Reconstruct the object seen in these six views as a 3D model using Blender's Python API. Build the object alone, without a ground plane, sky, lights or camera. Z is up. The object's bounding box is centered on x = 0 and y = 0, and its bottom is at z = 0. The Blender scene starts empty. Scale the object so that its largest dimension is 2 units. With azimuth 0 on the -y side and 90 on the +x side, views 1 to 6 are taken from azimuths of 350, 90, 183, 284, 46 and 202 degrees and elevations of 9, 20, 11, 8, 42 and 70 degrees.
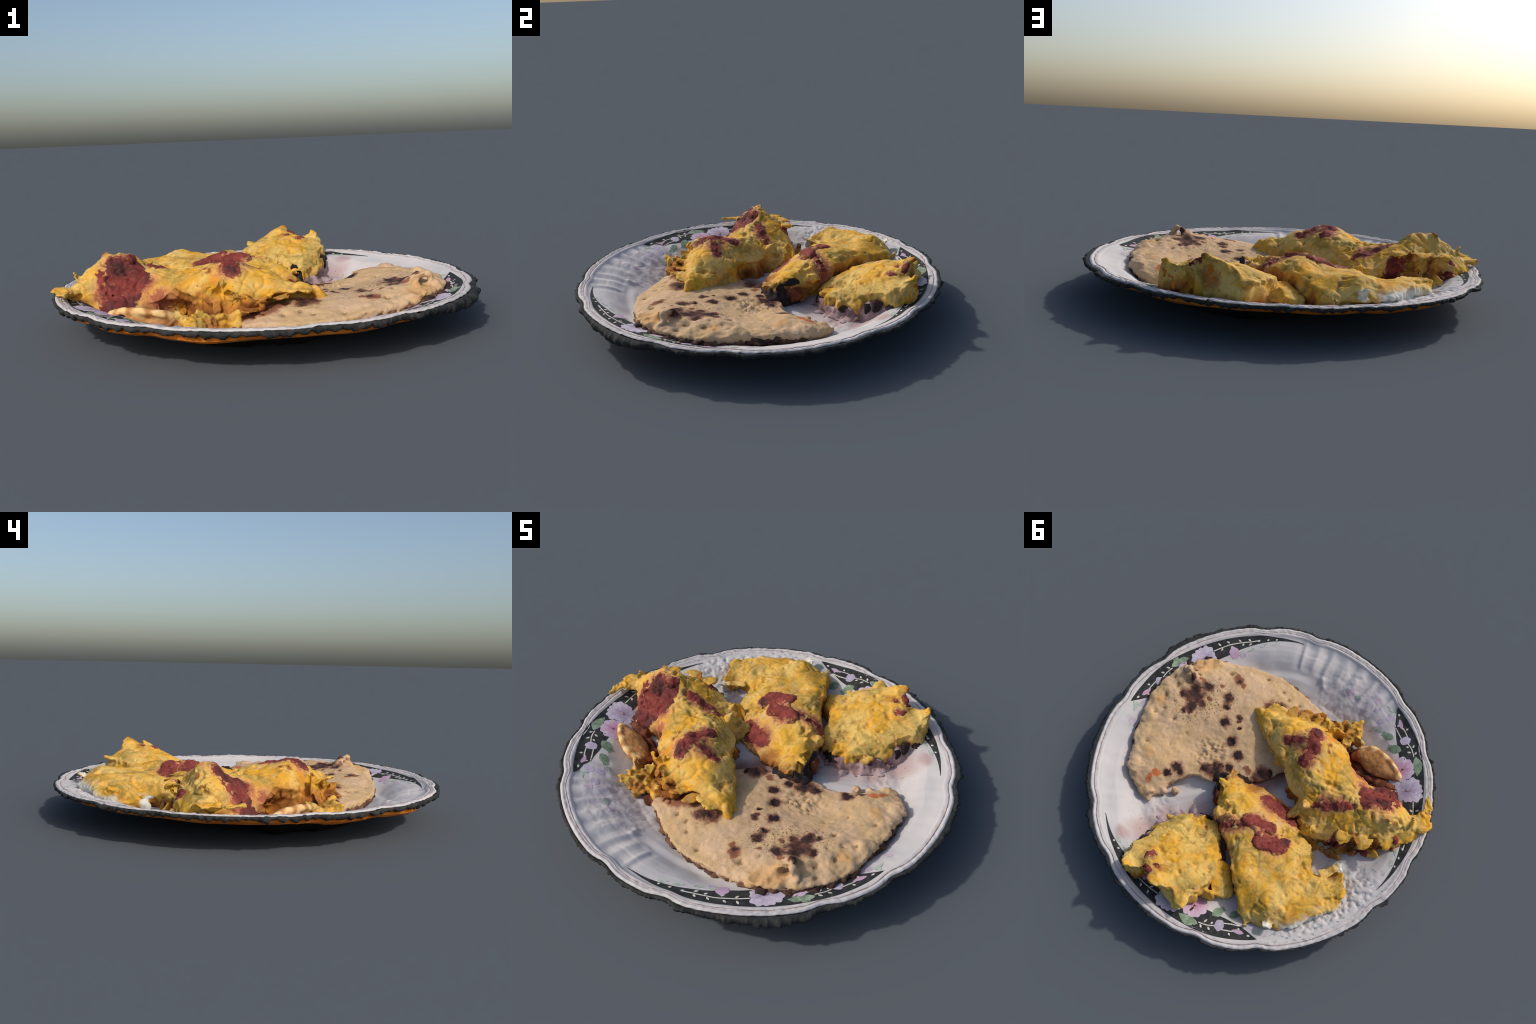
import bpy, bmesh, math, random
import numpy as np
from mathutils import Vector
from mathutils.geometry import delaunay_2d_cdt

random.seed(7)
rng = np.random.default_rng(7)
SC = bpy.context.scene.collection

# ------------------------------------------------------------------ noise
def _hash(ix, iy, iz, seed):
    h = (ix * 374761393 + iy * 668265263 + iz * 2147483647 + seed * 1274126177) & 0xFFFFFFFF
    h = ((h ^ (h >> 13)) * 1274126177) & 0xFFFFFFFF
    return (h ^ (h >> 16)) & 0xFFFF

def perlin(P, seed=0):
    P = np.asarray(P, float)
    I = np.floor(P).astype(np.int64)
    F = P - I
    U = F * F * F * (F * (F * 6 - 15) + 10)
    out = 0
    for dx in (0, 1):
        for dy in (0, 1):
            for dz in (0, 1):
                h = _hash(I[:, 0] + dx, I[:, 1] + dy, I[:, 2] + dz, seed)
                a = h / 65535.0 * 2 * np.pi
                z = ((h * 7919) & 0xFFFF) / 32767.5 - 1
                s = np.sqrt(np.maximum(0, 1 - z * z))
                g = s * np.cos(a) * (F[:, 0] - dx) + s * np.sin(a) * (F[:, 1] - dy) + z * (F[:, 2] - dz)
                w = (U[:, 0] if dx else 1 - U[:, 0]) * (U[:, 1] if dy else 1 - U[:, 1]) * (U[:, 2] if dz else 1 - U[:, 2])
                out = out + w * g
    return out * 1.5

def fbm(P, freq, octaves=3, seed=0, gain=0.5):
    out, amp = 0, 1.0
    P = np.asarray(P, float)
    for o in range(octaves):
        out = out + amp * perlin(P * freq + 17.3 * o, seed + o)
        amp *= gain
        freq *= 2.03
    return out

def sstep(a, b, x):
    t = np.clip((x - a) / (b - a), 0, 1)
    return t * t * (3 - 2 * t)

# ------------------------------------------------------------------ plate surface
RIM_R = 0.972
def rim_radius(th):
    psi = (np.degrees(th) + 18 + 30) % 60 - 30          # six lobes, each with a pair of nicks
    return RIM_R - 0.016 * np.exp(-((np.abs(psi) - 10) / 3.6) ** 2) - 0.004 * np.sin(th - 0.2) ** 2 * (np.sin(th) < 0)

PROF_R = [0, .50, .57, .62, .66, .70, .735, .775, .81, .84, .87, .90, .925, .935, .945, .955, .963, .968, .974]
PROF_Z = [.026, .026, .027, .032, .042, .056, .076, .104, .127, .143, .151, .156, .162, .168, .1690, .1685, .1735, .1735, .167]
# the crusted sector at the front left lies higher
CRUST_R = [0, .57, .62, .66, .70, .735, .775, .81, .84, 1]
CRUST_Z = [0, .004, .010, .018, .024, .024, .022, .012, .004, 0]

def plate_z(x, y, detail=True):
    x = np.asarray(x, float); y = np.asarray(y, float)
    r = np.hypot(x, y); th = np.arctan2(y, x)
    rr = r * RIM_R / rim_radius(th) * sstep(.6, .9, r) + r * (1 - sstep(.6, .9, r))
    z = np.interp(rr, PROF_R, PROF_Z)
    sector = np.abs((np.degrees(th) + 118 + 180) % 360 - 180)
    sector2 = np.abs((np.degrees(th) - 42 + 180) % 360 - 180)
    z = z + np.interp(r, CRUST_R, CRUST_Z) * sstep(54, 34, sector)
    # the well is shallower under the rolls and under the bread
    back = sstep(60, 50, np.abs((np.degrees(th) - 146 + 180) % 360 - 180)) * sstep(.34, .50, r) * sstep(.80, .66, r)
    bread = sstep(.46, .30, np.hypot(x - .33, y + .22))
    middle = sstep(.50, .30, np.hypot(x + .22, y - .25))
    z = z + .048 * np.maximum(np.maximum(back, bread), middle) + .022 * sstep(20, 8, sector2) * sstep(.42, .52, r) * sstep(.72, .64, r)
    front = np.abs((np.degrees(th) + 74 + 180) % 360 - 180)
    right = np.abs((np.degrees(th) - 8 + 180) % 360 - 180)
    z = z + .016 * sstep(24, 10, front) * sstep(.58, .64, r) * sstep(.73, .68, r) - .010 * sstep(44, 26, right) * sstep(.66, .74, r) * sstep(.93, .86, r)
    z = z + .006 * sstep(.91, .935, r) * np.maximum(0, -np.sin(th))
    if not detail:
        return z
    P = np.stack([x, y, np.zeros_like(x)], -1)
    deg = np.degrees(th)
    # radial flutes between the crescents, strongest in front
    def win(c, w):
        d = (deg - c + 180) % 360 - 180
        return sstep(w, w * .7, np.abs(d))
    ring = sstep(.735, .775, r) * sstep(.93, .88, r)
    jit = fbm(np.stack([np.cos(th) * 3, np.sin(th) * 3, r * 0], -1), 2.0, 2, 5)
    flute = np.abs(np.sin(np.radians(deg) * 30 + jit * 1.8)) ** 1.5 - .4
    z = z + ring * win(-110, 33) * (-.30 - flute) * (.012 + .006 * jit)
    z = z - ring * win(18, 26) * flute * .0015
    # little raised star where the flutes start
    d = np.hypot(x + .08, y + .732)
    z = z + .016 * np.exp(-(d / .018) ** 2) + .012 * np.exp(-(np.hypot(x + .10, y + .70) / .016) ** 2)
    # crusty residue: pitted on the left back, blistered on the left front
    m1 = sstep(.36, .18, np.hypot(x + .66, y - .56)) * sstep(.93, .89, r) * sstep(.45, .55, r)
    m2 = sstep(.26, .12, np.hypot(x + .27, y + .68)) * sstep(.92, .86, r)
    pit = fbm(P, 26, 3, 11)
    z = z + m1 * (np.minimum(pit, .2) * .020 + .004)
    z = z + m2 * fbm(P, 24, 3, 12) * .0045
    m3 = sstep(.30, .1, np.hypot(x - .45, y - .28))
    z = z + m3 * fbm(P, 24, 3, 13) * .007
    # uneven glaze at the lip
    z = z + sstep(.925, .95, r) * fbm(P, 34, 3, 14) * .004
    z = z + fbm(P, 9, 2, 15) * .0025
    return z

# ------------------------------------------------------------------ mesh helpers
def mesh_from(name, V, F, smooth=True):
    me = bpy.data.meshes.new(name)
    me.from_pydata([tuple(map(float, v)) for v in V], [], [tuple(map(int, f)) for f in F])
    me.update()
    if smooth:
        me.polygons.foreach_set("use_smooth", [True] * len(me.polygons))
    return me

def add(name, me, parent=None, mat=None, label=None, category=None, kind=None):
    ob = bpy.data.objects.new(name, me)
    SC.objects.link(ob)
    if parent:
        ob.parent = parent
    if mat:
        me.materials.clear()
        me.materials.append(mat)
    if label:
        ob["label"] = label
        ob["category"] = category
    if kind:
        ob["kind"] = kind
    return ob

def spline(P, n, closed=False):
    """Catmull-Rom through P, n samples evenly spaced."""
    P = np.asarray(P, float)
    m = len(P)
    out = []
    segs = m if closed else m - 1
    for i in range(segs):
        if closed:
            a, b, c, d = P[(i - 1) % m], P[i], P[(i + 1) % m], P[(i + 2) % m]
        else:
            a, b, c, d = P[max(i - 1, 0)], P[i], P[i + 1], P[min(i + 2, m - 1)]
        for t in np.linspace(0, 1, 24, endpoint=False):
            out.append(.5 * ((2 * b) + (-a + c) * t + (2 * a - 5 * b + 4 * c - d) * t * t + (-a + 3 * b - 3 * c + d) * t ** 3))
    if not closed:
        out.append(P[-1])
    out = np.array(out)
    L = np.linalg.norm(np.diff(np.vstack([out, out[:1]]) if closed else out, axis=0), axis=1)
    s = np.concatenate([[0], np.cumsum(L)])
    q = np.linspace(0, s[-1], n, endpoint=not closed)
    src = np.vstack([out, out[:1]]) if closed else out
    return np.stack([np.interp(q, s, src[:, k]) for k in range(P.shape[1])], -1)

def inside(poly, X):
    x, y = X[:, 0], X[:, 1]
    r = np.zeros(len(X), bool)
    j = len(poly) - 1
    for i in range(len(poly)):
        (xi, yi), (xj, yj) = poly[i][:2], poly[j][:2]
        c = ((yi > y) != (yj > y)) & (x < (xj - xi) * (y - yi) / (yj - yi + 1e-12) + xi)
        r ^= c
        j = i
    return r

def edge_dist(poly, X):
    A = np.asarray(poly)[:, :2]; B = np.roll(A, -1, 0)
    D = B - A
    best = np.full(len(X), 9.0)
    for a, d in zip(A, D):
        t = np.clip(((X - a) @ d) / (d @ d + 1e-12), 0, 1)
        best = np.minimum(best, np.hypot(*(X - a - t[:, None] * d).T))
    return best

class Heights:
    """Smooth surface through a few control heights (thin plate)."""
    def __init__(self, pts, lam=2e-4):
        P = np.asarray(pts, float)
        self.P = P[:, :2]
        n = len(P)
        A = np.zeros((n + 3, n + 3))
        A[:n, :n] = self.k(self.P, self.P) + lam * np.eye(n)
        A[:n, n:] = np.c_[np.ones(n), self.P]
        A[n:, :n] = A[:n, n:].T
        self.w = np.linalg.solve(A, np.r_[P[:, 2], 0, 0, 0])
    @staticmethod
    def k(a, b):
        d2 = ((a[:, None] - b[None]) ** 2).sum(-1) + 1e-9
        return .5 * d2 * np.log(d2)
    def __call__(self, X):
        X = np.asarray(X, float)[:, :2]
        return self.k(X, self.P) @ self.w[:-3] + np.c_[np.ones(len(X)), X] @ self.w[-3:]

def triangulate(loop, h):
    """Constrained triangulation of a closed loop with inner points every h."""
    loop = np.asarray(loop)[:, :2]
    lo, hi = loop.min(0), loop.max(0)
    gx, gy = np.meshgrid(np.arange(lo[0], hi[0], h), np.arange(lo[1], hi[1], h * .866))
    gx[1::2] += h * .5
    G = np.c_[gx.ravel(), gy.ravel()]
    G = G[inside(loop, G)]
    if len(G):
        G = G[edge_dist(loop, G) > h * .55]
    n = len(loop)
    pts = [Vector(p) for p in np.vstack([loop, G])]
    v, e, f, ov, oe, of = delaunay_2d_cdt(pts, [(i, (i + 1) % n) for i in range(n)], [list(range(n))], 1, 1e-7)
    V = np.array([tuple(p) for p in v])
    pos = {o: i for i, os in enumerate(ov) for o in os}
    return V, [tuple(t) for t in f], [pos[i] for i in range(n)]

def pad(outline, tops, h=.016, bottom=None, bulge=.01, rows=6, under=.0, lam=2e-4, depth=None, jag=0.0):
    """Solid lump: smooth top through control heights, steep side walls, flat base on the plate."""
    n = int(np.linalg.norm(np.diff(np.asarray(outline)[:, :2], axis=0), axis=1).sum() / h) + 8
    loop = spline(outline, n, True)
    if jag:
        loop[:, :2] += jag * np.c_[fbm(loop, 26, 3, 301), fbm(loop, 26, 3, 302)]
        loop[:, 2] += jag * .7 * fbm(loop, 22, 2, 303)
    H = Heights(list(outline) + list(tops), lam)
    V, F, ids = triangulate(loop, h)
    top = H(V)
    base = plate_z(V[:, 0], V[:, 1], False) - .004 if bottom is None else bottom(V)
    if depth is not None:
        base = np.maximum(base, top - depth)
    top = np.maximum(top, base + .008)
    verts = [np.c_[V, top]]
    faces = list(F)
    nv = len(V)
    P = V[ids]
    T = np.roll(P, -1, 0) - np.roll(P, 1, 0)
    T /= np.linalg.norm(T, axis=1, keepdims=True) + 1e-9
    area = np.sum(P[:, 0] * np.roll(P[:, 1], -1) - np.roll(P[:, 0], -1) * P[:, 1])
    N = np.c_[T[:, 1], -T[:, 0]] * (1 if area > 0 else -1)
    prev = list(ids)
    cnt = nv
    for k in range(1, rows):
        t = k / rows
        Q = P + N * (bulge * math.sin(math.pi * min(1, t * 1.3)) - under * t)[..., None] if np.ndim(bulge) else P + N * (bulge * math.sin(math.pi * t) - under * t)
        verts.append(np.c_[Q, top[ids] * (1 - t) + base[ids] * t])
        cur = list(range(cnt, cnt + n)); cnt += n
        for i in range(n):
            j = (i + 1) % n
            faces.append((prev[i], cur[i], cur[j], prev[j]) if area > 0 else (prev[i], prev[j], cur[j], cur[i]))
        prev = cur
    Vb = V.copy(); Vb[ids] -= N * under
    verts.append(np.c_[Vb, base])
    bot = [cnt + i for i in ids]
    for i in range(n):
        j = (i + 1) % n
        faces.append((prev[i], bot[i], bot[j], prev[j]) if area > 0 else (prev[i], prev[j], bot[j], bot[i]))
    faces += [tuple(cnt + i for i in reversed(f)) for f in F]
    return np.vstack(verts), faces, H

def flap(path, widths, thick=.014, up=(0, 0, 1), seg=14, steps=26, curl=0.0):
    """A torn tongue of egg: a flat rounded section swept along a path."""
    n = len(path)
    C = spline(np.c_[np.asarray(path, float), np.asarray(widths, float)], steps)
    c, w = C[:, :3], C[:, 3]
    t = np.gradient(c, axis=0); t /= np.linalg.norm(t, axis=1, keepdims=True) + 1e-9
    u = np.array(up, float)
    s = np.cross(t, u); s /= np.linalg.norm(s, axis=1, keepdims=True) + 1e-9
    b = np.cross(s, t)
    V, F = [], []
    for i in range(steps):
        for k in range(seg):
            a = 2 * math.pi * k / seg
            x = math.cos(a); y = math.sin(a)
            V.append(c[i] + s[i] * w[i] * x + b[i] * (thick * .5 * y + curl * w[i] * (x * x - .4)))
    for i in range(steps - 1):
        for k in range(seg):
            j = (k + 1) % seg
            F.append((i * seg + k, i * seg + j, (i + 1) * seg + j, (i + 1) * seg + k))
    F.append(tuple(reversed(range(seg))))
    F.append(tuple(range((steps - 1) * seg, steps * seg)))
    return np.array(V), F

def blob(c, r, amp=.3, freq=1.6, seed=0, sub=3):
    bm = bmesh.new()
    bmesh.ops.create_icosphere(bm, subdivisions=sub, radius=1)
    V = np.array([v.co[:] for v in bm.verts]); F = [tuple(v.index for v in f.verts) for f in bm.faces]
    bm.free()
    V = V * (1 + amp * fbm(V + seed * 3.1, freq, 2, seed))[:, None]
    return V * np.asarray(r) + np.asarray(c), F

def join(parts):
    V, F, o = [], [], 0
    for v, f in parts:
        V.append(np.asarray(v)); F += [tuple(i + o for i in t) for t in f]; o += len(v)
    return np.vstack(V), F

def remesh(parts, voxel, smooth=2):
    """Fuse closed shells into one skin."""
    V, F = join(parts)
    me = mesh_from("tmp", V, F)
    bm = bmesh.new(); bm.from_mesh(me); bmesh.ops.recalc_face_normals(bm, faces=bm.faces); bm.to_mesh(me); bm.free()
    ob = bpy.data.objects.new("tmp", me); SC.objects.link(ob)
    m = ob.modifiers.new("r", "REMESH"); m.mode = "VOXEL"; m.voxel_size = voxel
    if smooth:
        s = ob.modifiers.new("s", "SMOOTH"); s.factor = .5; s.iterations = smooth
    ev = ob.evaluated_get(bpy.context.evaluated_depsgraph_get())
    out = bpy.data.meshes.new_from_object(ev)
    bpy.data.objects.remove(ob); bpy.data.meshes.remove(me)
    return out

def get(me):
    V = np.empty(len(me.vertices) * 3); me.vertices.foreach_get("co", V)
    N = np.empty(len(me.vertices) * 3); me.vertices.foreach_get("normal", N)
    return V.reshape(-1, 3), N.reshape(-1, 3)

def put(me, V):
    V = np.array(V, float)
    V[:, 2] = np.maximum(V[:, 2], plate_z(V[:, 0], V[:, 1], False) - .003)      # nothing sinks through the plate
    me.vertices.foreach_set("co", np.ascontiguousarray(V, dtype=np.float32).ravel())
    me.update()
    me.polygons.foreach_set("use_smooth", [True] * len(me.polygons))

def capsules(V, caps):
    """Signed closeness to a set of (a, b, radius): positive inside."""
    best = np.full(len(V), -9.0)
    for a, b, r in caps:
        a = np.array(a); d = np.array(b) - a
        t = np.clip(((V - a) @ d) / (d @ d + 1e-9), 0, 1)
        best = np.maximum(best, r - np.linalg.norm(V - a - t[:, None] * d, axis=1))
    return best

def patch(me, caps, lift, thick=.012, ragged=.018, seed=3, freq=28, soft=.014):
    """A slice lying in the surface of a lump: its skin raised, its border sunk."""
    V, N = get(me)
    m = capsules(V, caps) + ragged * fbm(V, freq * .45, 2, seed) + .0055 * fbm(V, 75, 2, seed + 9)
    keep = m > -.008
    F = [tuple(p.vertices) for p in me.polygons if all(keep[i] for i in p.vertices)]
    if not F:
        return None
    used = sorted({i for f in F for i in f})
    ix = {o: i for i, o in enumerate(used)}
    F = [tuple(ix[i] for i in f) for f in F]
    v, nn, mm = V[used], N[used], m[used]
    k = np.clip(mm / soft, -.6, 1)
    top = v + nn * (lift * k + .0035 * fbm(v, 40, 2, seed + 5))[:, None]
    bot = v - nn * thick
    n = len(used)
    edges = {}
    for f in F:
        for a, b in zip(f, f[1:] + f[:1]):
            edges[(a, b)] = edges.get((a, b), 0) + 1
    rim = [(a, b) for (a, b) in edges if (b, a) not in edges]
    FF = list(F) + [tuple(n + i for i in reversed(f)) for f in F] + [(b, a, n + a, n + b) for a, b in rim]
    W = np.vstack([top, bot])
    W[:, 2] = np.maximum(W[:, 2], plate_z(W[:, 0], W[:, 1], False) - .003)
    return mesh_from("slice", W, FF)

# ------------------------------------------------------------------ materials
class Nodes:
    def __init__(self, name, rough=.6, spec=.3):
        self.mat = bpy.data.materials.new(name)
        self.mat.use_nodes = True
        self.t = self.mat.node_tree
        self.b = self.t.nodes["Principled BSDF"]
        self.b.inputs["Roughness"].default_value = max(rough, .75)
        self.b.inputs["Specular IOR Level"].default_value = spec * .35
        self.co = self.n("ShaderNodeTexCoord").outputs["Object"]
    def n(self, kind, **kw):
        x = self.t.nodes.new(kind)
        for k, v in kw.items():
            setattr(x, k, v)
        return x
    def put(self, sock, v):
        if isinstance(v, bpy.types.NodeSocket):
            self.t.links.new(v, sock)
        else:
            sock.default_value = v
    def math(self, op, a, b=0.0, clamp=False):
        x = self.n("ShaderNodeMath", operation=op, use_clamp=clamp)
        self.put(x.inputs[0], a); self.put(x.inputs[1], b)
        return x.outputs[0]
    def noise(self, scale, detail=4, rough=.6, dist=0.0, co=None, color=False):
        x = self.n("ShaderNodeTexNoise")
        x.inputs["Scale"].default_value = scale; x.inputs["Detail"].default_value = detail
        x.inputs["Roughness"].default_value = rough; x.inputs["Distortion"].default_value = dist
        self.t.links.new(co or self.co, x.inputs["Vector"])
        return x.outputs["Color" if color else "Fac"]
    def range(self, v, a, b, c=0.0, d=1.0, smooth=True):
        x = self.n("ShaderNodeMapRange", interpolation_type="SMOOTHSTEP" if smooth else "LINEAR")
        self.put(x.inputs[0], v)
        for i, q in enumerate((a, b, c, d)):
            self.put(x.inputs[i + 1], q)
        return x.outputs[0]
    def mix(self, f, a, b):
        x = self.n("ShaderNodeMix", data_type="RGBA")
        self.put(x.inputs[0], f)
        for s, v in ((x.inputs[6], a), (x.inputs[7], b)):
            self.put(s, v if isinstance(v, bpy.types.NodeSocket) else (*v, 1))
        return x.outputs[2]
    def warp(self, amount, scale):
        nz = self.noise(scale, 3, .6, color=True)
        s = self.n("ShaderNodeVectorMath", operation="SUBTRACT"); self.t.links.new(nz, s.inputs[0]); s.inputs[1].default_value = (.5, .5, .5)
        m = self.n("ShaderNodeVectorMath", operation="SCALE"); self.t.links.new(s.outputs[0], m.inputs[0]); m.inputs["Scale"].default_value = amount
        a = self.n("ShaderNodeVectorMath", operation="ADD"); self.t.links.new(self.co, a.inputs[0]); self.t.links.new(m.outputs[0], a.inputs[1])
        return a.outputs[0]
    def spots(self, pts, co, flat=False):
        """Closeness (1 at a spot's centre, 0 at its edge) to the nearest of some spots."""
        best = None
        if flat:
            f = self.n("ShaderNodeVectorMath", operation="MULTIPLY"); self.t.links.new(co, f.inputs[0]); f.inputs[1].default_value = (1, 1, 0); co = f.outputs[0]
        for p in pts:
            d = self.n("ShaderNodeVectorMath", operation="DISTANCE")
            self.t.links.new(co, d.inputs[0]); d.inputs[1].default_value = (p[0], p[1], 0 if flat else p[2])
            v = self.math("SUBTRACT", 1.0, self.math("DIVIDE", d.outputs["Value"], float(p[-1])))
            best = v if best is None else self.math("MAXIMUM", best, v)
        return best
    def bump(self, h, strength=.5, dist=.01):
        x = self.n("ShaderNodeBump"); x.inputs["Strength"].default_value = strength; x.inputs["Distance"].default_value = dist
        self.put(x.inputs["Height"], h)
        self.t.links.new(x.outputs[0], self.b.inputs["Normal"])
    def done(self, color):
        self.put(self.b.inputs["Base Color"], color if isinstance(color, bpy.types.NodeSocket) else (*color, 1))
        return self.mat

def srgb(r, g, b):
    f = lambda c: (c / 255 / 12.92) if c / 255 <= .04045 else ((c / 255 + .055) / 1.055) ** 2.4
    return (f(r), f(g), f(b))

def egg_material(name, brown=(), pale=(), seed=0.0, red=()):
    m = Nodes(name, .5, .35)
    off = m.n("ShaderNodeMapping"); m.t.links.new(m.co, off.inputs[0]); off.inputs["Location"].default_value = (seed, seed * 2, 0)
    co = off.outputs[0]
    base = m.mix(m.range(m.noise(7, 5, .6, .4, co), .36, .64), EGG_YOLK, EGG_PALE)
    base = m.mix(m.math("MULTIPLY", m.range(m.noise(10, 5, .62, .6, co), .50, .68), .68), base, EGG_OLIVE)
    base = m.mix(m.math("MULTIPLY", m.range(m.noise(5, 4, .6, .6, co), .56, .74), .75), base, EGG_ORANGE)
    base = m.mix(m.math("MULTIPLY", m.range(m.noise(20, 4, .6, .5, co), .51, .69), .5), base, EGG_OLIVE)
    base = m.mix(m.math("MULTIPLY", m.range(m.noise(24, 4, .65, 1.2, co), .54, .66), .5), base, srgb(170, 108, 52))
    base = m.mix(m.math("MULTIPLY", m.range(m.noise(17, 4, .6, .3, co), .57, .72), .5), base, srgb(208, 172, 130))
    base = m.mix(m.math("MULTIPLY", m.range(m.noise(34, 4, .7, .3, co), .60, .74), .55), base, srgb(228, 196, 120))
    base = m.mix(m.math("MULTIPLY", m.range(m.noise(3.2, 3, .55, .6, co), .54, .70), .4), base, srgb(222, 170, 56))
    base = m.mix(m.math("MULTIPLY", m.range(m.noise(60, 2, .5, 0, co), .70, .76), .7), base, srgb(120, 60, 35))
    if pale:
        w = m.warp(.10, 12)
        base = m.mix(m.range(m.spots(pale, w), .0, .35), base, srgb(215, 212, 200))
    if brown:
        w = m.warp(.13, 9)
        s = m.spots(brown, w)
        base = m.mix(m.math("MULTIPLY", m.range(s, -.1, .5), .9), base, EGG_BROWN)
        base = m.mix(m.math("MULTIPLY", m.range(s, .35, .9), .75), base, EGG_DARK)
    if red:
        w = m.warp(.05, 24)
        s = m.math("ADD", m.spots(red, w), m.math("MULTIPLY", m.math("SUBTRACT", m.noise(70, 3, .7), .5), 1.1))
        base = m.mix(m.math("MULTIPLY", m.range(s, -.35, .25), .6), base, srgb(196, 142, 98))
        base = m.mix(m.math("MULTIPLY", m.range(s, .05, .5), .85), base, srgb(146, 78, 62))
    h = m.math("ADD", m.noise(55, 4, .6, .2, co), m.math("MULTIPLY", m.noise(160, 2, .5, 0, co), .3))
    m.bump(h, .22, .010)
    return m.done(base)

EGG_YOLK = srgb(216, 160, 50)
EGG_PALE = srgb(212, 178, 102)
EGG_OLIVE = srgb(126, 112, 54)
EGG_ORANGE = srgb(206, 130, 42)
EGG_BROWN = srgb(156, 96, 46)
EGG_DARK = srgb(80, 42, 28)

def sausage_material(name, dark=(), core=()):
    m = Nodes(name, .42, .4)
    c = m.mix(m.range(m.noise(16, 4, .6, .3), .35, .65), srgb(112, 48, 44), srgb(138, 66, 58))
    c = m.mix(m.math("MULTIPLY", m.range(m.noise(45, 4, .7), .56, .72), .55), c, srgb(184, 122, 98))
    c = m.mix(m.math("MULTIPLY", m.range(m.noise(13, 5, .65, .8), .48, .66), .8), c, srgb(74, 38, 38))
    if dark:
        c = m.mix(m.math("MULTIPLY", m.range(m.spots(dark, m.warp(.10, 12)), .0, .9), .7), c, srgb(66, 46, 46))
    if core:
        s = m.math("ADD", m.spots(core, m.warp(.03, 30)), m.math("MULTIPLY", m.math("SUBTRACT", m.noise(55, 4, .75), .5), 1.5))
        c = m.mix(m.range(s, -.22, .22), m.mix(m.range(m.noise(30, 3), .4, .6), srgb(196, 140, 96), srgb(190, 158, 92)), c)
    m.bump(m.noise(70, 4, .6), .35, .01)
    return m.done(c)

def plain_material(name, a, b, scale=14, rough=.6, bump=.3, bscale=60, spec=.3, lo=.38, hi=.62):
    m = Nodes(name, rough, spec)
    c = m.mix(m.range(m.noise(scale, 4, .6, .3), lo, hi), a, b)
    if bump:
        m.bump(m.noise(bscale, 4, .6), bump, .01)
    return m.done(c)

def bread_material():
    m = Nodes("toasted_flatbread", .75, .2)
    c = m.mix(m.range(m.noise(6, 4, .6, .3), .36, .64), srgb(200, 168, 134), srgb(194, 162, 120))
    c = m.mix(m.math("MULTIPLY", m.range(m.noise(14, 4, .65, .2), .52, .7), .5), c, srgb(204, 176, 148))
    c = m.mix(m.math("MULTIPLY", m.range(m.noise(130, 2, .5), .66, .72), .55), c, srgb(120, 80, 55))
    w = m.warp(.065, 20)
    w2 = m.warp(.040, 42)
    c = m.mix(m.math("MULTIPLY", m.range(m.spots(BREAD_PIT, w2, True), .0, .7), .75), c, srgb(112, 84, 52))
    c = m.mix(m.math("MULTIPLY", m.range(m.noise(30, 4, .65, .5), .58, .70), .4), c, srgb(150, 124, 88))
    golden = m.range(m.spots(BREAD_GOLD, w, True), 0, .6)
    c = m.mix(m.math("MULTIPLY", golden, .6), c, srgb(200, 152, 96))
    brown = m.range(m.spots(BREAD_BROWN, w, True), -.05, .45)
    c = m.mix(m.math("MULTIPLY", brown, .85), c, srgb(122, 66, 48))
    orange = m.range(m.spots(BREAD_ORANGE, w, True), .05, .35)
    c = m.mix(m.math("MULTIPLY", orange, .9), c, srgb(188, 104, 58))
    grit = m.math("MULTIPLY", m.math("SUBTRACT", m.noise(75, 4, .7), .5), .9)
    s = m.math("ADD", m.math("MAXIMUM", m.spots(BREAD_CHAR, w, True), m.math("ADD", m.spots(BREAD_ROUND, w2, True), .1)), grit)
    c = m.mix(m.math("MULTIPLY", m.range(s, -.45, .25), .8), c, srgb(132, 84, 66))
    c = m.mix(m.range(s, .02, .45), c, srgb(52, 40, 41))
    sm = m.math("ADD", m.spots(BREAD_SMUDGE, m.warp(.09, 11), True), m.math("MULTIPLY", m.math("SUBTRACT", m.noise(24, 5, .7, .6), .5), 1.6))
    c = m.mix(m.math("MULTIPLY", m.range(sm, .15, .65), .75), c, srgb(116, 76, 62))
    c = m.mix(m.math("MULTIPLY", m.range(sm, .52, .85), .92), c, srgb(56, 44, 44))
    fleck = m.math("MULTIPLY", m.range(m.noise(110, 2, .5), .60, .66), m.range(m.spots(BREAD_FLECK, w, True), 0, .5))
    c = m.mix(m.math("MULTIPLY", fleck, .85), c, srgb(58, 42, 40))
    m.bump(m.math("ADD", m.noise(45, 5, .65), m.math("MULTIPLY", m.noise(200, 2, .5), .25)), .35, .01)
    return m.done(c)

def under_bread_material():
    return plain_material("browned_crumb", srgb(122, 90, 70), srgb(82, 62, 52), 18, .8)

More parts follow.
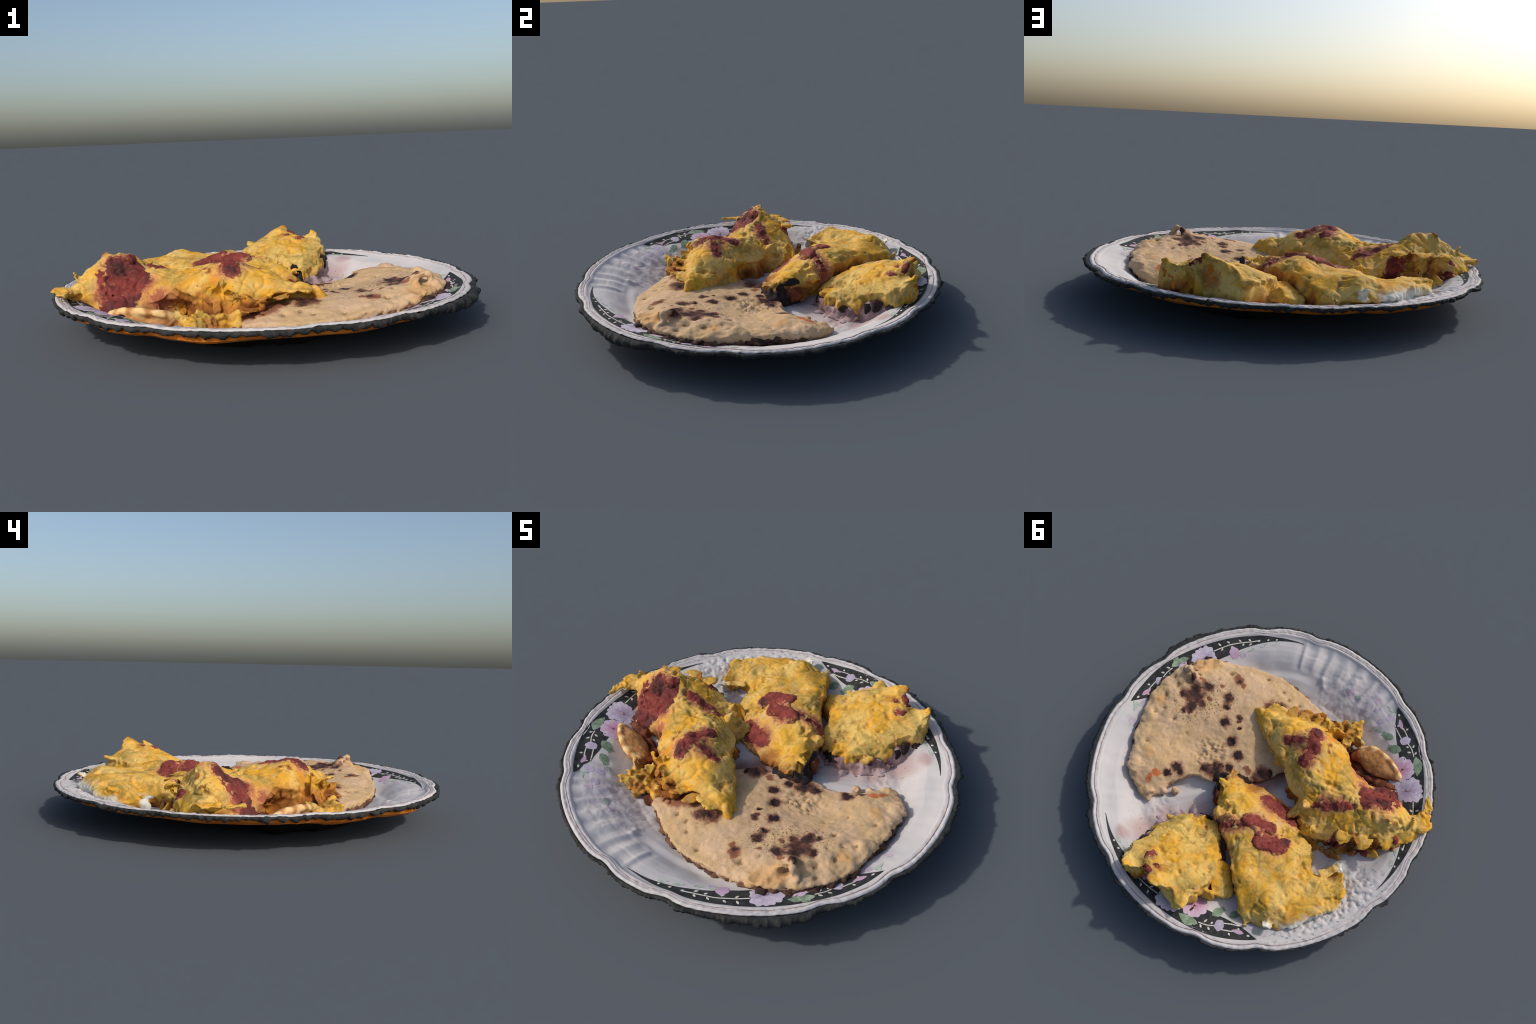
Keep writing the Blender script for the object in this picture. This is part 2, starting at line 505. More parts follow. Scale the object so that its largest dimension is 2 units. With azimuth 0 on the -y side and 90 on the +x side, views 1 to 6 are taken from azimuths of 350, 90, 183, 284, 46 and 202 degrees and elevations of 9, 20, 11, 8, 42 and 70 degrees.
def plate_material():
    m = Nodes("glazed_porcelain", .28, .5)
    white = m.mix(m.range(m.noise(5, 3, .5), .35, .65), srgb(199, 193, 190), srgb(190, 186, 185))
    w = m.warp(.08, 10)
    # brownish pink tint beside the small piece
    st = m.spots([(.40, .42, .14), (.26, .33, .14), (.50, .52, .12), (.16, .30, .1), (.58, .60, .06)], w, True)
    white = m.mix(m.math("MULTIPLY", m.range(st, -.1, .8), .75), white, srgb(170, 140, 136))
    st = m.spots([(-.22, -.44, .10), (-.10, -.54, .07), (.0, .0, .14), (-.05, -.06, .12), (.12, .2, .12), (-.28, -.40, .1)], w, True)
    white = m.mix(m.math("MULTIPLY", m.range(st, -.1, .7), .8), white, srgb(112, 66, 52))
    # blue-grey specks in the crusty area, lilac haze on the other
    area = m.range(m.spots([(-.62, .58, .30), (-.50, .66, .24), (-.75, .42, .24)], w, True), 0, .3)
    sp = m.math("MULTIPLY", m.range(m.noise(42, 3, .6), .56, .66), area)
    white = m.mix(m.math("MULTIPLY", sp, .8), white, srgb(120, 130, 138))
    haze = m.range(m.spots([(-.30, -.64, .16), (-.44, -.60, .16), (-.36, -.70, .13)], w, True), 0, .5)
    hz = m.math("MULTIPLY", m.range(m.noise(28, 4, .6), .42, .62), haze)
    white = m.mix(m.math("MULTIPLY", hz, .45), white, srgb(178, 166, 178))
    cr = m.math("MULTIPLY", m.range(m.noise(34, 2, .6), .64, .70), m.range(m.spots([(.56, .50, .09)], w, True), 0, .4))
    white = m.mix(m.math("MULTIPLY", cr, .7), white, srgb(120, 84, 70))
    m.bump(m.noise(80, 3, .5), .12, .006)
    return m.done(white)

def petal_material(name, edge, core, r=.07):
    m = Nodes(name, .35, .4)
    ln = m.n("ShaderNodeVectorMath", operation="LENGTH"); m.t.links.new(m.co, ln.inputs[0])
    t = m.range(m.math("ADD", ln.outputs["Value"], m.math("MULTIPLY", m.math("SUBTRACT", m.noise(40, 3), .5), .05)), 0, r)
    c = m.mix(t, core, edge)
    c = m.mix(m.math("MULTIPLY", m.range(m.noise(60, 3, .6), .5, .7), .3), c, srgb(240, 236, 240))
    return m.done(c)

# ------------------------------------------------------------------ the plate
white_glaze = plate_material()
charcoal = plain_material("charcoal_print", srgb(44, 45, 46), srgb(60, 61, 60), 30, .4, 0)
cream_print = plain_material("cream_print", srgb(214, 210, 200), srgb(196, 190, 176), 60, .4, 0)
gold_line = plain_material("faded_gold_line", srgb(150, 128, 118), srgb(186, 170, 166), 20, .35, 0)
leaf_green = plain_material("leaf_green_print", srgb(150, 164, 144), srgb(112, 132, 106), 26, .4, 0)
dark_leaf = plain_material("dark_leaf_print", srgb(100, 124, 96), srgb(130, 152, 124), 60, .4, 0)
pale_leaf = plain_material("pale_leaf_print", srgb(184, 190, 180), srgb(154, 168, 150), 40, .4, 0)
pink_bud = plain_material("pink_bud_print", srgb(192, 150, 174), srgb(186, 162, 182), 30, .4, 0)
pale_pink = plain_material("pale_pink_print", srgb(192, 168, 182), srgb(194, 184, 190), 34, .4, 0)
lilac = petal_material("lilac_petal_print", srgb(188, 178, 192), srgb(160, 144, 168), .08)
pink_petal = petal_material("pink_petal_print", srgb(196, 174, 192), srgb(184, 130, 158), .075)
lilac_pale = plain_material("pale_lilac_print", srgb(186, 176, 190), srgb(172, 160, 178), 30, .4, 0)
soot = plain_material("blackened_rim_edge", srgb(46, 47, 47), srgb(62, 62, 60), 22, .75, .5, 60)
rust = plain_material("orange_underside", srgb(206, 122, 44), srgb(186, 104, 34), 9, .7, .1)
base_grey = plain_material("grey_foot", srgb(74, 76, 74), srgb(54, 55, 55), 9, .7, .1)

def build_plate():
    NT, rows = 900, np.unique(np.concatenate([np.linspace(0, .55, 16), np.linspace(.55, .92, 66), np.linspace(.92, .976, 16)]))
    th = np.linspace(0, 2 * np.pi, NT, endpoint=False)
    V = [(0, 0, float(plate_z(np.array([0.]), np.array([0.]))[0]))]
    R = rim_radius(th)
    for r in rows[1:]:
        k = sstep(.6, .9, r)
        rr = r * (R / RIM_R * k + 1 - k)
        x, y = rr * np.cos(th), rr * np.sin(th)
        V += list(zip(x, y, plate_z(x, y)))
    nr = len(rows) - 1
    F = [(0, 1 + i, 1 + (i + 1) % NT) for i in range(NT)]
    for j in range(nr - 1):
        for i in range(NT):
            a = 1 + j * NT + i; b = 1 + j * NT + (i + 1) % NT
            F.append((a, a + NT, b + NT, b))
    o = len(V)
    # back of the plate
    back = [.966, .94, .90, .86, .82, .78, .74, .70, .66, .62, .55]
    for r in back:
        rr = r * (R / RIM_R * sstep(.6, .9, r) + 1 - sstep(.6, .9, r))
        V += list(zip(rr * np.cos(th), rr * np.sin(th), plate_z(rr * np.cos(th), rr * np.sin(th)) - .006))
    V.append((0, 0, float(plate_z(np.array([0.]), np.array([0.]))[0]) - .006))
    prev = 1 + (nr - 1) * NT
    for j in range(len(back)):
        cur = o + j * NT
        F += [(prev + i, cur + i, cur + (i + 1) % NT, prev + (i + 1) % NT) for i in range(NT)]
        prev = cur
    F += [(prev + (i + 1) % NT, prev + i, len(V) - 1) for i in range(NT)]
    return mesh_from("dinner_plate", V, F)

plate = add("dinner_plate", build_plate(), None, white_glaze, "round white scalloped plate with dark floral crescents", "plate")

# --- printed decoration: thin enamel pieces lying on the glaze, three times round
def enamel(loop_xy, height, h=.012):
    V, F, ids = triangulate(loop_xy, h)
    z = plate_z(V[:, 0], V[:, 1])
    n = len(V)
    m = len(ids)
    A = np.r_[np.c_[V, z + height], np.c_[V, z - .003], np.c_[V[ids], z[ids] + height], np.c_[V[ids], z[ids] - .003]]
    P = V[ids]
    area = np.sum(P[:, 0] * np.roll(P[:, 1], -1) - np.roll(P[:, 0], -1) * P[:, 1])
    FF = [tuple(f) for f in F] + [tuple(n + i for i in reversed(f)) for f in F]
    for i in range(m):
        j = (i + 1) % m
        a, b, c, d = 2 * n + i, 2 * n + j, 2 * n + m + i, 2 * n + m + j
        FF.append((a, c, d, b) if area > 0 else (a, b, d, c))
    return A, FF

def polar(base, pts):
    p = np.asarray(pts, float)
    a = np.radians(base - p[:, 0])
    return np.c_[p[:, 1] * np.cos(a), p[:, 1] * np.sin(a)]

def leaf_loop(a, b, w, n=24, bend=0.0):
    a, b = np.array(a), np.array(b)
    d = b - a; s = np.array([-d[1], d[0]])
    t = np.linspace(0, 1, n // 2 + 1)
    prof = np.sin(np.pi * t ** .85) * w / np.linalg.norm(d)
    mid = a + t[:, None] * d + (bend * np.sin(np.pi * t))[:, None] * s
    return np.vstack([mid + prof[:, None] * s, (mid - prof[:, None] * s)[-2:0:-1]])

def ribbon_loop(pts, w, n=30):
    c = spline(np.asarray(pts, float), n)
    t = np.gradient(c, axis=0); t /= np.linalg.norm(t, axis=1, keepdims=True)
    s = np.c_[-t[:, 1], t[:, 0]] * w
    return np.vstack([c + s, (c - s)[::-1]])

def oval_loop(c, rx, ry, ang, n=44, wave=0.0):
    t = np.linspace(0, 2 * np.pi, n, endpoint=False)
    k = 1 + wave * np.sin(5 * t + 1)
    ca, sa = math.cos(ang), math.sin(ang)
    x, y = rx * np.cos(t) * k, ry * np.sin(t) * k
    return np.c_[c[0] + x * ca - y * sa, c[1] + x * sa + y * ca]

OUTER = [(0, .914), (4, .920), (8, .924), (15, .930), (22, .929), (30, .925), (40, .922), (50, .921), (56, .919), (62, .914), (67, .911), (72, .905), (75, .9015)]
INNER = [(75, .8995), (72, .8985), (67, .894), (61, .881), (55, .862), (50, .846), (45, .826), (38, .812), (30, .80), (20, .805), (12, .822), (7, .846), (4, .868), (2, .890)]

def decal(name, loop, height, mat, parent, origin=None, h=.012):
    V, F = enamel(loop, height, h)
    c = np.array([0, 0, 0.]) if origin is None else np.array([origin[0], origin[1], float(plate_z(np.array([origin[0]]), np.array([origin[1]]))[0])])
    ob = add(name, mesh_from(name, V - c, F), parent, mat)
    ob.location = c
    return ob

def flower(base, centre, R, n, mat, parent, turn, height, cut=None, name="flower"):
    c = polar(base, [centre])[0]
    parts = []
    cz = float(plate_z(np.array([c[0]]), np.array([c[1]]))[0])
    radial = math.radians(base - centre[0])
    for i in range(n):
        a = radial + turn + 2 * math.pi * i / n
        rad = R * (.95 + .12 * math.sin(i * 2.4))
        t = np.linspace(-1, 1, 17)
        half = math.pi / n * 1.25
        edge = [c + rad * (1 - .18 * abs(u) ** 3 - .05 * math.cos(u * 7)) * np.array([math.cos(a + u * half), math.sin(a + u * half)]) for u in t]
        loop = np.array([c + R * .05 * np.array([math.cos(a), math.sin(a)])] + edge)
        parts.append(enamel(loop, height + .0003 * (i % 3)))
    V, F = join(parts)
    o = np.array([c[0], c[1], cz])
    ob = add(name, mesh_from(name, V - o, F), parent, mat)
    ob.location = o
    return ob, c

crescents = []
for base in (-8, 112, 232):
    o2, i2 = spline(OUTER, 70), spline(INNER, 70)
    cr = decal("crescent_band", polar(base, np.vstack([o2, i2])), .0012, charcoal, plate, h=.014)
    P = lambda *q: polar(base, q)
    # two leaf sprays running away from the flowers
    stems = [[(20.8, .886), (17.5, .884), (14.5, .872)], [(12.6, .886), (9.5, .884), (8.2, .882)], [(12.5, .850), (9.4, .846), (6.0, .850)],
             [(38.5, .870), (43, .878), (48, .884), (54.5, .884)], [(54.5, .884), (57, .889)]]
    allp = [enamel(ribbon_loop(P(*s), .0028), .0016) for s in stems]
    sprig = add("vine_stem", mesh_from("vine_stem", *join(allp)), cr, cream_print)
    allp = []
    for (a0, r0, a1, r1) in [(42, .888, 41.2, .910), (42.5, .872, 41.5, .858), (45.6, .892, 44.6, .908), (46.5, .872, 45.5, .858), (50.2, .890, 49.2, .905), (51.2, .876, 50.3, .865), (54, .890, 53, .902),
                             (54.2, .874, 53, .862), (57.6, .893, 56.8, .880), (61.2, .896, 60.4, .886), (64.5, .900, 63.8, .893), (20, .892, 19.0, .910), (19, .876, 18.2, .854), (17.2, .892, 16.2, .906), (16.6, .872, 16, .858),
                             (3.6, .895, 2.4, .898), (9.8, .894, 9.2, .908), (7.0, .862, 6.2, .868)]:
        allp.append(enamel(leaf_loop(*P((a0, r0), (a1, r1)), .0052), .0016))
    add("vine_leaf", mesh_from("vine_leaf", *join(allp)), cr, cream_print, kind="stuff")
    # flowers, buds and leaves
    decal("green_leaf", leaf_loop(*P((20.8, .896), (28.5, .888)), .026, bend=.08), .0016, leaf_green, cr)
    decal("dark_leaf", leaf_loop(*P((35.5, .800), (38.8, .772)), .028), .0017, dark_leaf, cr)
    flower(base, (25.0, .812), .072, 5, pink_petal, cr, .5, .0016, name="pink_flower")
    flower(base, (34.0, .842), .078, 7, lilac, cr, .2, .0019, name="lilac_flower")
    decal("flower_eye", oval_loop(polar(base, [(33.8, .838)])[0], .013, .008, math.radians(base - 34)), .0042, plain_material("flower_eye_print", srgb(150, 116, 96), srgb(186, 166, 176), 60, .5, 0), cr)
    c = polar(base, [(13.6, .866)])[0]
    decal("lilac_bud", oval_loop(c, .031, .025, math.radians(base - 13.6), wave=.05), .0018, lilac_pale, cr)
    decal("pink_bud", leaf_loop(*P((4.6, .886), (9.0, .876)), .012), .0018, pink_bud, cr)
    for (a0, r0, a1, r1, w) in [(17.2, .826, 13.6, .764, .026), (11.2, .806, 6.4, .768, .022)]:
        ob = decal("feathered_leaf", leaf_loop(*P((a0, r0), (a1, r1)), w), .0016, leaf_green, cr)
        mid = P((a0, r0), (a1, r1))
        d = mid[1] - mid[0]; s = np.array([-d[1], d[0]]) / np.linalg.norm(d)
        ribs = []
        for k in range(5):
            q = mid[0] + d * (.12 + .17 * k)
            for sg in (-1, 1):
                ribs.append(enamel(leaf_loop(q, q + d * .20 + s * sg * w * .72, .0034), .0020))
        add("leaf_rib", mesh_from("leaf_rib", *join(ribs)), cr, dark_leaf, kind="stuff")
    decal("pink_petal_fallen", oval_loop(polar(base, [(46.6, .832)])[0], .034, .028, math.radians(base - 46), wave=.08), .0019, pink_bud, cr)
    pl = []
    for (a0, r0, a1, r1) in [(47.5, .812, 50.8, .836), (52.5, .828, 55.5, .846), (57.6, .848, 60.8, .868), (62.2, .866, 65.5, .876), (.6, .902, -.6, .862), (1.2, .885, -2.6, .868), (1, .880, 1.0, .846), (6.2, .772, 3.4, .745), (64.6, .886, 63.6, .874)]:
        pl.append(enamel(leaf_loop(*P((a0, r0), (a1, r1)), .0085), .0016))
    add("faded_leaf", mesh_from("faded_leaf", *join(pl)), cr, pale_leaf, kind="stuff")
    pl = [enamel(oval_loop(polar(base, [q])[0], a, b, .4, wave=.08), .0010) for q, a, b in [((2.6, .845), .026, .02), ((-3.6, .812), .020, .016), ((1.6, .790), .022, .016), ((50, .812), .020, .014)]]
    add("faded_blossom", mesh_from("faded_blossom", *join(pl)), cr, lilac_pale, kind="stuff")
    decal("pale_pink_blossom", oval_loop(polar(base, [(-6.4, .845)])[0], .023, .019, .3, wave=.08), .0010, pale_pink, cr)

# loose blossoms in the faded patch at the front left
decal("pale_pink_blossom", oval_loop((-.268, -.727), .026, .022, .3, wave=.08), .0010, pale_pink, plate)
decal("grey_oval_smear", oval_loop((-.198, -.623), .048, .026, .2, wave=.03), .0008, plain_material("grey_lilac_smear", srgb(172, 162, 166), srgb(186, 179, 182), 30, .5, 0), plate)
pl = [enamel(leaf_loop((-.300, -.712), (-.345, -.700), .010), .0020), enamel(leaf_loop((-.43, -.60), (-.40, -.565), .009), .0020), enamel(leaf_loop((-.50, -.57), (-.455, -.545), .010), .0020)]
add("faded_leaf", mesh_from("faded_leaf", *join(pl)), plate, pale_leaf, kind="stuff")

# gold line along the lip
NT = 720
th = np.linspace(0, 2 * np.pi, NT, endpoint=False)
V, F = [], []
for k, (dr, dz) in enumerate([(-.0250, -.002), (-.0243, .0016), (-.0207, .0016), (-.0200, -.002)]):
    rr = rim_radius(th) + dr + .0012 * np.sin(th * 23)
    x, y = rr * np.cos(th), rr * np.sin(th)
    V += list(zip(x, y, plate_z(x, y) + dz))
for k in range(4):
    for i in range(NT):
        j = (i + 1) % NT; q = (k + 1) % 4
        F.append((k * NT + i, q * NT + i, q * NT + j, k * NT + j))
add("gold_line", mesh_from("gold_line", V, F), plate, gold_line)

# blackened ragged edge clinging under the lip
def build_fringe():
    NT = 1080
    th = np.linspace(0, 2 * np.pi, NT, endpoint=False)
    deg = np.degrees(th)
    dif = lambda c: np.abs((deg - c + 180) % 360 - 180)
    C = np.c_[np.cos(th), np.sin(th), th * 0]
    R = rim_radius(th)
    clump = np.maximum(0, fbm(C, 16, 3, 21)) * .018 + np.maximum(0, fbm(C, 50, 2, 24)) * .008
    lobe = .009 + .009 * np.exp(-(dif(-122) / 26) ** 2) + .007 * np.exp(-(dif(-78) / 22) ** 2) + .017 * np.exp(-(dif(25) / 50) ** 2)
    big = .030 * np.exp(-(dif(-39) / 11) ** 2) + .006 * np.exp(-(dif(-58) / 10) ** 2)
    wout = lobe + clump + big
    low = .151 + .006 * fbm(C, 9, 2, 22) + .012 * fbm(C, 34, 3, 23) - .026 * np.exp(-(dif(-41) / 15) ** 2) - .007 * np.exp(-(dif(15) / 30) ** 2)
    top = .170 + .006 * np.maximum(0, -np.sin(th)) + .014 * np.maximum(-.3, fbm(C, 26, 3, 25)) * sstep(.0, .02, clump)
    rings = [(R - .012, np.full(NT, .160)), (R - .002, np.full(NT, .165)), (R + wout * .55, top), (R + wout, top * .5 + low * .5 + .008), (R + wout * .8, low * .75 + top * .25),
             (R + wout * .35 - .004 + big * .4, low), (R - .016, low + .008)]
    V, F = [], []
    for k, (r, z) in enumerate(rings):
        n3 = fbm(np.c_[C[:, :2] * 1.0, np.full(NT, k * .07)], 60, 2, 30 + k)
        r = r + .004 * n3 * (0 if k < 2 else 1)
        V += list(zip(r * np.cos(th), r * np.sin(th), z))
    m = len(rings)
    for k in range(m):
        for i in range(NT):
            j = (i + 1) % NT; q = (k + 1) % m
            F.append((k * NT + i, k * NT + j, q * NT + j, q * NT + i))
    return mesh_from("blackened_edge", V, [f[::-1] for f in F])
add("blackened_edge", build_fringe(), plate, soot)

# coarse orange hull under the plate
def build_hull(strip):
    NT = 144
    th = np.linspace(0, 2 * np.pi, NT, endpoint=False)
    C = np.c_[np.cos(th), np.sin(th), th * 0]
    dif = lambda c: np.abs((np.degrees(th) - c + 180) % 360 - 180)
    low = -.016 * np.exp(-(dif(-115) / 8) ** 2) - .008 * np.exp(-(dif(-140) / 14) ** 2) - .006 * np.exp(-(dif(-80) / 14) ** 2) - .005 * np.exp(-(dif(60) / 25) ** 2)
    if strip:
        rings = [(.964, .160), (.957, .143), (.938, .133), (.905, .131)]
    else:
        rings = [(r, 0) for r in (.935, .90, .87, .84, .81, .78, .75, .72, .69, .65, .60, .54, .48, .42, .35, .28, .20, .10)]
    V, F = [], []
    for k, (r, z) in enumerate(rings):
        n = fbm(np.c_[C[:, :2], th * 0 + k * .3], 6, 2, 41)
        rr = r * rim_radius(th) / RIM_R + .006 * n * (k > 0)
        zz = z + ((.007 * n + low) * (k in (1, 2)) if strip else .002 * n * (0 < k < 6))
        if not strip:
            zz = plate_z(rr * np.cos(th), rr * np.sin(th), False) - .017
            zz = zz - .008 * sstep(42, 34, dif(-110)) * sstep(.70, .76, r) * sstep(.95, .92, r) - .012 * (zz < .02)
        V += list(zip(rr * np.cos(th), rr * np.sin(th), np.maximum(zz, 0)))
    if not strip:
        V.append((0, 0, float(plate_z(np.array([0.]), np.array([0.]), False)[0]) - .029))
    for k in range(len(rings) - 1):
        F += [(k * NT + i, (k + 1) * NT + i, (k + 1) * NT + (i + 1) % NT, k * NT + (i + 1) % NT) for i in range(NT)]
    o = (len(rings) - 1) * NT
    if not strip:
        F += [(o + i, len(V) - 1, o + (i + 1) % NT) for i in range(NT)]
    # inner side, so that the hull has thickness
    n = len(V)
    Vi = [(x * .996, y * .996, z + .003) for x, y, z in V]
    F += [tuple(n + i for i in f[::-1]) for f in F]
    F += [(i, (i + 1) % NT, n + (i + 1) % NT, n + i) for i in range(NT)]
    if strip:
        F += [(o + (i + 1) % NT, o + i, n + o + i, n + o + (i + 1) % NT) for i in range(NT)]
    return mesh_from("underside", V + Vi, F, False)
add("orange_underside_edge", build_hull(True), plate, rust)
add("underside", build_hull(False), plate, plain_material("shadow_painted_underside", srgb(34, 34, 34), srgb(46, 45, 44), 9, .8, .1))  # coloured near-black so the belly reads as shadow below the rim

# ------------------------------------------------------------------ flatbread
BREAD = [(-.201, -.512, .095), (-.130, -.551, .098), (-.032, -.596, .100), (.079, -.634, .105), (.180, -.645, .112), (.304, -.633, .125), (.452, -.605, .140), (.541, -.588, .155), (.607, -.558, .163),
         (.666, -.512, .168), (.718, -.453, .168), (.765, -.382, .165), (.799, -.288, .165), (.813, -.186, .165), (.805, -.109, .168), (.796, .004, .162), (.774, .094, .158), (.754, .184, .150), (.719, .256, .132),
         (.681, .295, .122), (.633, .325, .100), (.559, .368, .080), (.539, .330, .080), (.508, .296, .084), (.497, .258, .090), (.487, .224, .088), (.427, .166, .104), (.355, .123, .106), (.290, .128, .104),
         (.225, .103, .100), (.164, .069, .096), (.089, .029, .094), (.019, .015, .092), (-.037, -.034, .090), (-.070, -.081, .090), (-.134, -.166, .090), (-.179, -.319, .09)]
BREAD_TOP = [(.727, -.242, .189), (.62, -.125, .166), (.66, .118, .160), (.48, .131, .130), (.517, .183, .128), (.603, .261, .136), (.498, -.258, .163), (.387, -.371, .158), (.366, -.508, .165), (-.02, -.515, .122),
             (-.06, -.473, .130), (.12, -.414, .146), (.60, -.48, .190), (.333, -.226, .144), (.257, -.143, .126), (.189, -.081, .119), (.05, -.15, .112), (.52, .0, .126), (.45, -.11, .128), (.36, -.06, .114), (.70, -.35, .185), (.25, -.52, .142)]
BREAD_DENT = [(-.02, -.515, .018, .014), (.727, -.242, .02, .014), (.62, -.125, .018, .012), (.62, -.445, .022, .020), (.69, -.33, .022, .012), (.05, -.52, .014, .008), (.65, -.30, .018, .010), (.43, -.53, .02, .012), (.56, -.56, .022, .012), (.71, .06, .016, .008),
              (.70, -.16, .013, .010), (.74, -.12, .012, .010), (.66, -.22, .010, .008), (.52, -.08, .010, .008), (.58, .02, .010, .007), (.10, -.56, .012, .008), (.22, -.60, .016, .010), (.73, -.37, .016, .012), (.48, -.46, .012, .008), (.38, .05, .010, .008), (.32, -.05, .010, .008), (.27, .0, .009, .008), (.36, -.01, .009, .008), (.30, -.09, .009, .008), (.40, -.06, .008, .007), (.68, -.50, .018, .014)]
BREAD_CHAR = [(.613, -.389, .024), (.575, -.335, .030), (.541, -.297, .030), (.511, -.276, .022), (.591, -.284, .034), (.631, -.284, .024), (.570, -.224, .026), (.589, -.190, .020), (.546, -.208, .018),
              (.389, -.380, .026), (.356, -.377, .012), (.369, -.320, .024), (.271, -.294, .020), (.268, -.270, .014), (.127, -.420, .036), (.077, -.450, .032), (.016, -.032, .040), (.042, -.005, .026), (-.013, -.053, .026),
              (.299, .072, .036), (.338, .072, .026), (.258, .062, .036), (.222, .071, .038), (.264, .015, .022), (.09, -.40, .03)]
BREAD_ROUND = [(.339, -.232, .031), (.244, -.231, .013), (.257, -.140, .033), (.190, -.078, .030), (.204, .010, .028), (.481, .130, .031), (.455, .146, .022), (.517, .182, .022)]
BREAD_BROWN = [(.554, -.411, .026), (.527, -.370, .022), (.480, -.321, .020), (.390, -.523, .028), (.366, -.506, .034), (.335, -.489, .026), (.451, -.430, .018), (-.08, -.46, .06), (-.02, -.43, .05), (-.15, -.45, .06), (.02, .02, .05), (.15, .07, .05), (.10, -.02, .03)]
BREAD_SMUDGE = [(.575, -.33, .11), (.55, -.25, .10), (.375, -.36, .055), (.28, .045, .10), (.10, -.43, .09), (.02, -.03, .08), (.37, -.51, .05), (.52, -.38, .07), (.27, -.28, .04)]
BREAD_ORANGE = [(.570, .215, .034), (.598, .252, .026)]
BREAD_GOLD = [(.66, .118, .05), (.60, -.50, .08), (.56, -.54, .06), (.74, -.2, .05)]
BREAD_PIT = [(x, y, r) for x, y, r, a in BREAD_DENT]
BREAD_FLECK = [(.50, -.27, .14), (.40, -.36, .12), (.57, -.20, .12)]

def build_bread():
    base = lambda V: np.maximum(plate_z(V[:, 0], V[:, 1], False) + .004, .03)
    body = pad(BREAD, BREAD_TOP, .014, None, .006, 6, .016, depth=.066)
    extra = [
        flap([(.575, -.455, .185), (.595, -.45, .212), (.622, -.435, .228), (.640, -.418, .226)], [.03, .022, .014, .008], .022),
        flap([(.675, -.445, .180), (.675, -.440, .202), (.655, -.435, .224), (.632, -.430, .230)], [.032, .022, .016, .010], .022),
        flap([(.56, -.36, .170), (.585, -.385, .195), (.610, -.400, .214), (.630, -.42, .226)], [.04, .034, .024, .010], .030),
        flap([(.49, -.55, .150), (.53, -.56, .166), (.57, -.55, .168), (.60, -.53, .165)], [.02, .03, .03, .02], .03),
        blob((.76, -.10, .155), (.05, .06, .03), .3, 1.5, 2), blob((.70, .21, .140), (.05, .05, .03), .3, 1.6, 3), blob((.59, .31, .09), (.045, .04, .03), .4, 1.8, 4),
        blob((.50, .28, .075), (.02, .02, .02), .4, 2, 5), blob((.545, -.215, .158), (.025, .05, .016), .3, 2, 6),
    ]
    me = remesh([body[:2]] + extra, .0072, 2)
    V, N = get(me)
    up = sstep(.1, .6, N[:, 2])
    d = fbm(V, 5, 2, 50) * .006 + fbm(V, 16, 3, 51) * .0050 + fbm(V, 45, 2, 52) * .0022
    d = d + (1 - up) * (fbm(V, 30, 3, 53) * .010)
    # blistered rough patch and pock marks
    pat = sstep(.14, .05, np.hypot(V[:, 0] - .34, V[:, 1] + .02))
    d = d + up * pat * fbm(V, 48, 2, 54) * .014
    edge = sstep(.62, .78, np.hypot(V[:, 0], V[:, 1]))
    d = d + up * edge * fbm(V, 20, 3, 57) * .008
    for x, y, r, a in BREAD_DENT + [(.257, -.140, .018, .014), (.369, -.320, .016, .012), (.244, -.231, .010, .010), (.575, -.33, .02, .012), (.12, -.41, .02, .008)]:
        d = d - up * a * np.exp(-((V[:, 0] - x) ** 2 + (V[:, 1] - y) ** 2) / r ** 2)
    put(me, V + N * d[:, None])
    return me
bread_me = build_bread()
flatbread = add("flatbread", bread_me, None, bread_material(), "torn half of a charred puffy flatbread", "bread")
# browned, crumbling edge below the crust
def torn_edge(seed):
    parts = []
    r2 = np.random.default_rng(seed)
    loop = spline(BREAD[:19], 46)
    for p in loop:
        c = np.array([.3, -.15, 0]); dirv = (p - c); dirv[2] = 0; dirv /= np.linalg.norm(dirv)
        fz = float(plate_z(np.array([p[0]]), np.array([p[1]]))[0])
        zz = max(fz + .004, fz + (p[2] - fz) * .4 - .006)
        k = r2.uniform(.006, .026)
        parts.append(blob((p[0] - dirv[0] * k, p[1] - dirv[1] * k, zz), (.024, .024, max(.014, (p[2] - fz) * .42)), .6, 2.2, int(r2.integers(99)), 2))
    me = remesh(parts, .008, 1)
    V, N = get(me)
    put(me, V + N * (fbm(V, 30, 3, 210) * .010)[:, None])
    return me
add("torn_edge", torn_edge(5), flatbread, under_bread_material(), kind="stuff")
parts = []
for i, (x, y, z, a, b, c) in enumerate([(.775, -.32, .145, .03, .05, .018), (.79, -.24, .142, .03, .06, .02), (.735, -.40, .146, .04, .035, .018), (.79, -.02, .138, .02, .05, .018), (.775, .06, .132, .02, .04, .018), (.69, -.49, .148, .03, .03, .014), (.60, -.565, .146, .03, .025, .014)]):
    parts.append(blob((x, y, z), (a, b, c), .5, 2.2, 81 + i))
me = remesh(parts, .008, 1); V, N = get(me); put(me, V + N * (fbm(V, 30, 3, 215) * .009)[:, None])
add("scorched_edge", me, flatbread, plain_material("scorched_crumb", srgb(46, 40, 40), srgb(84, 60, 50), 20, .8, .4, 50), kind="stuff")
crumb = add("bread_crumb", mesh_from("bread_crumb", *blob((.44, .247, .062), (.022, .020, .030), .35, 1.8, 9)), None, flatbread.data.materials[0], "small torn crumb of bread", "crumb")

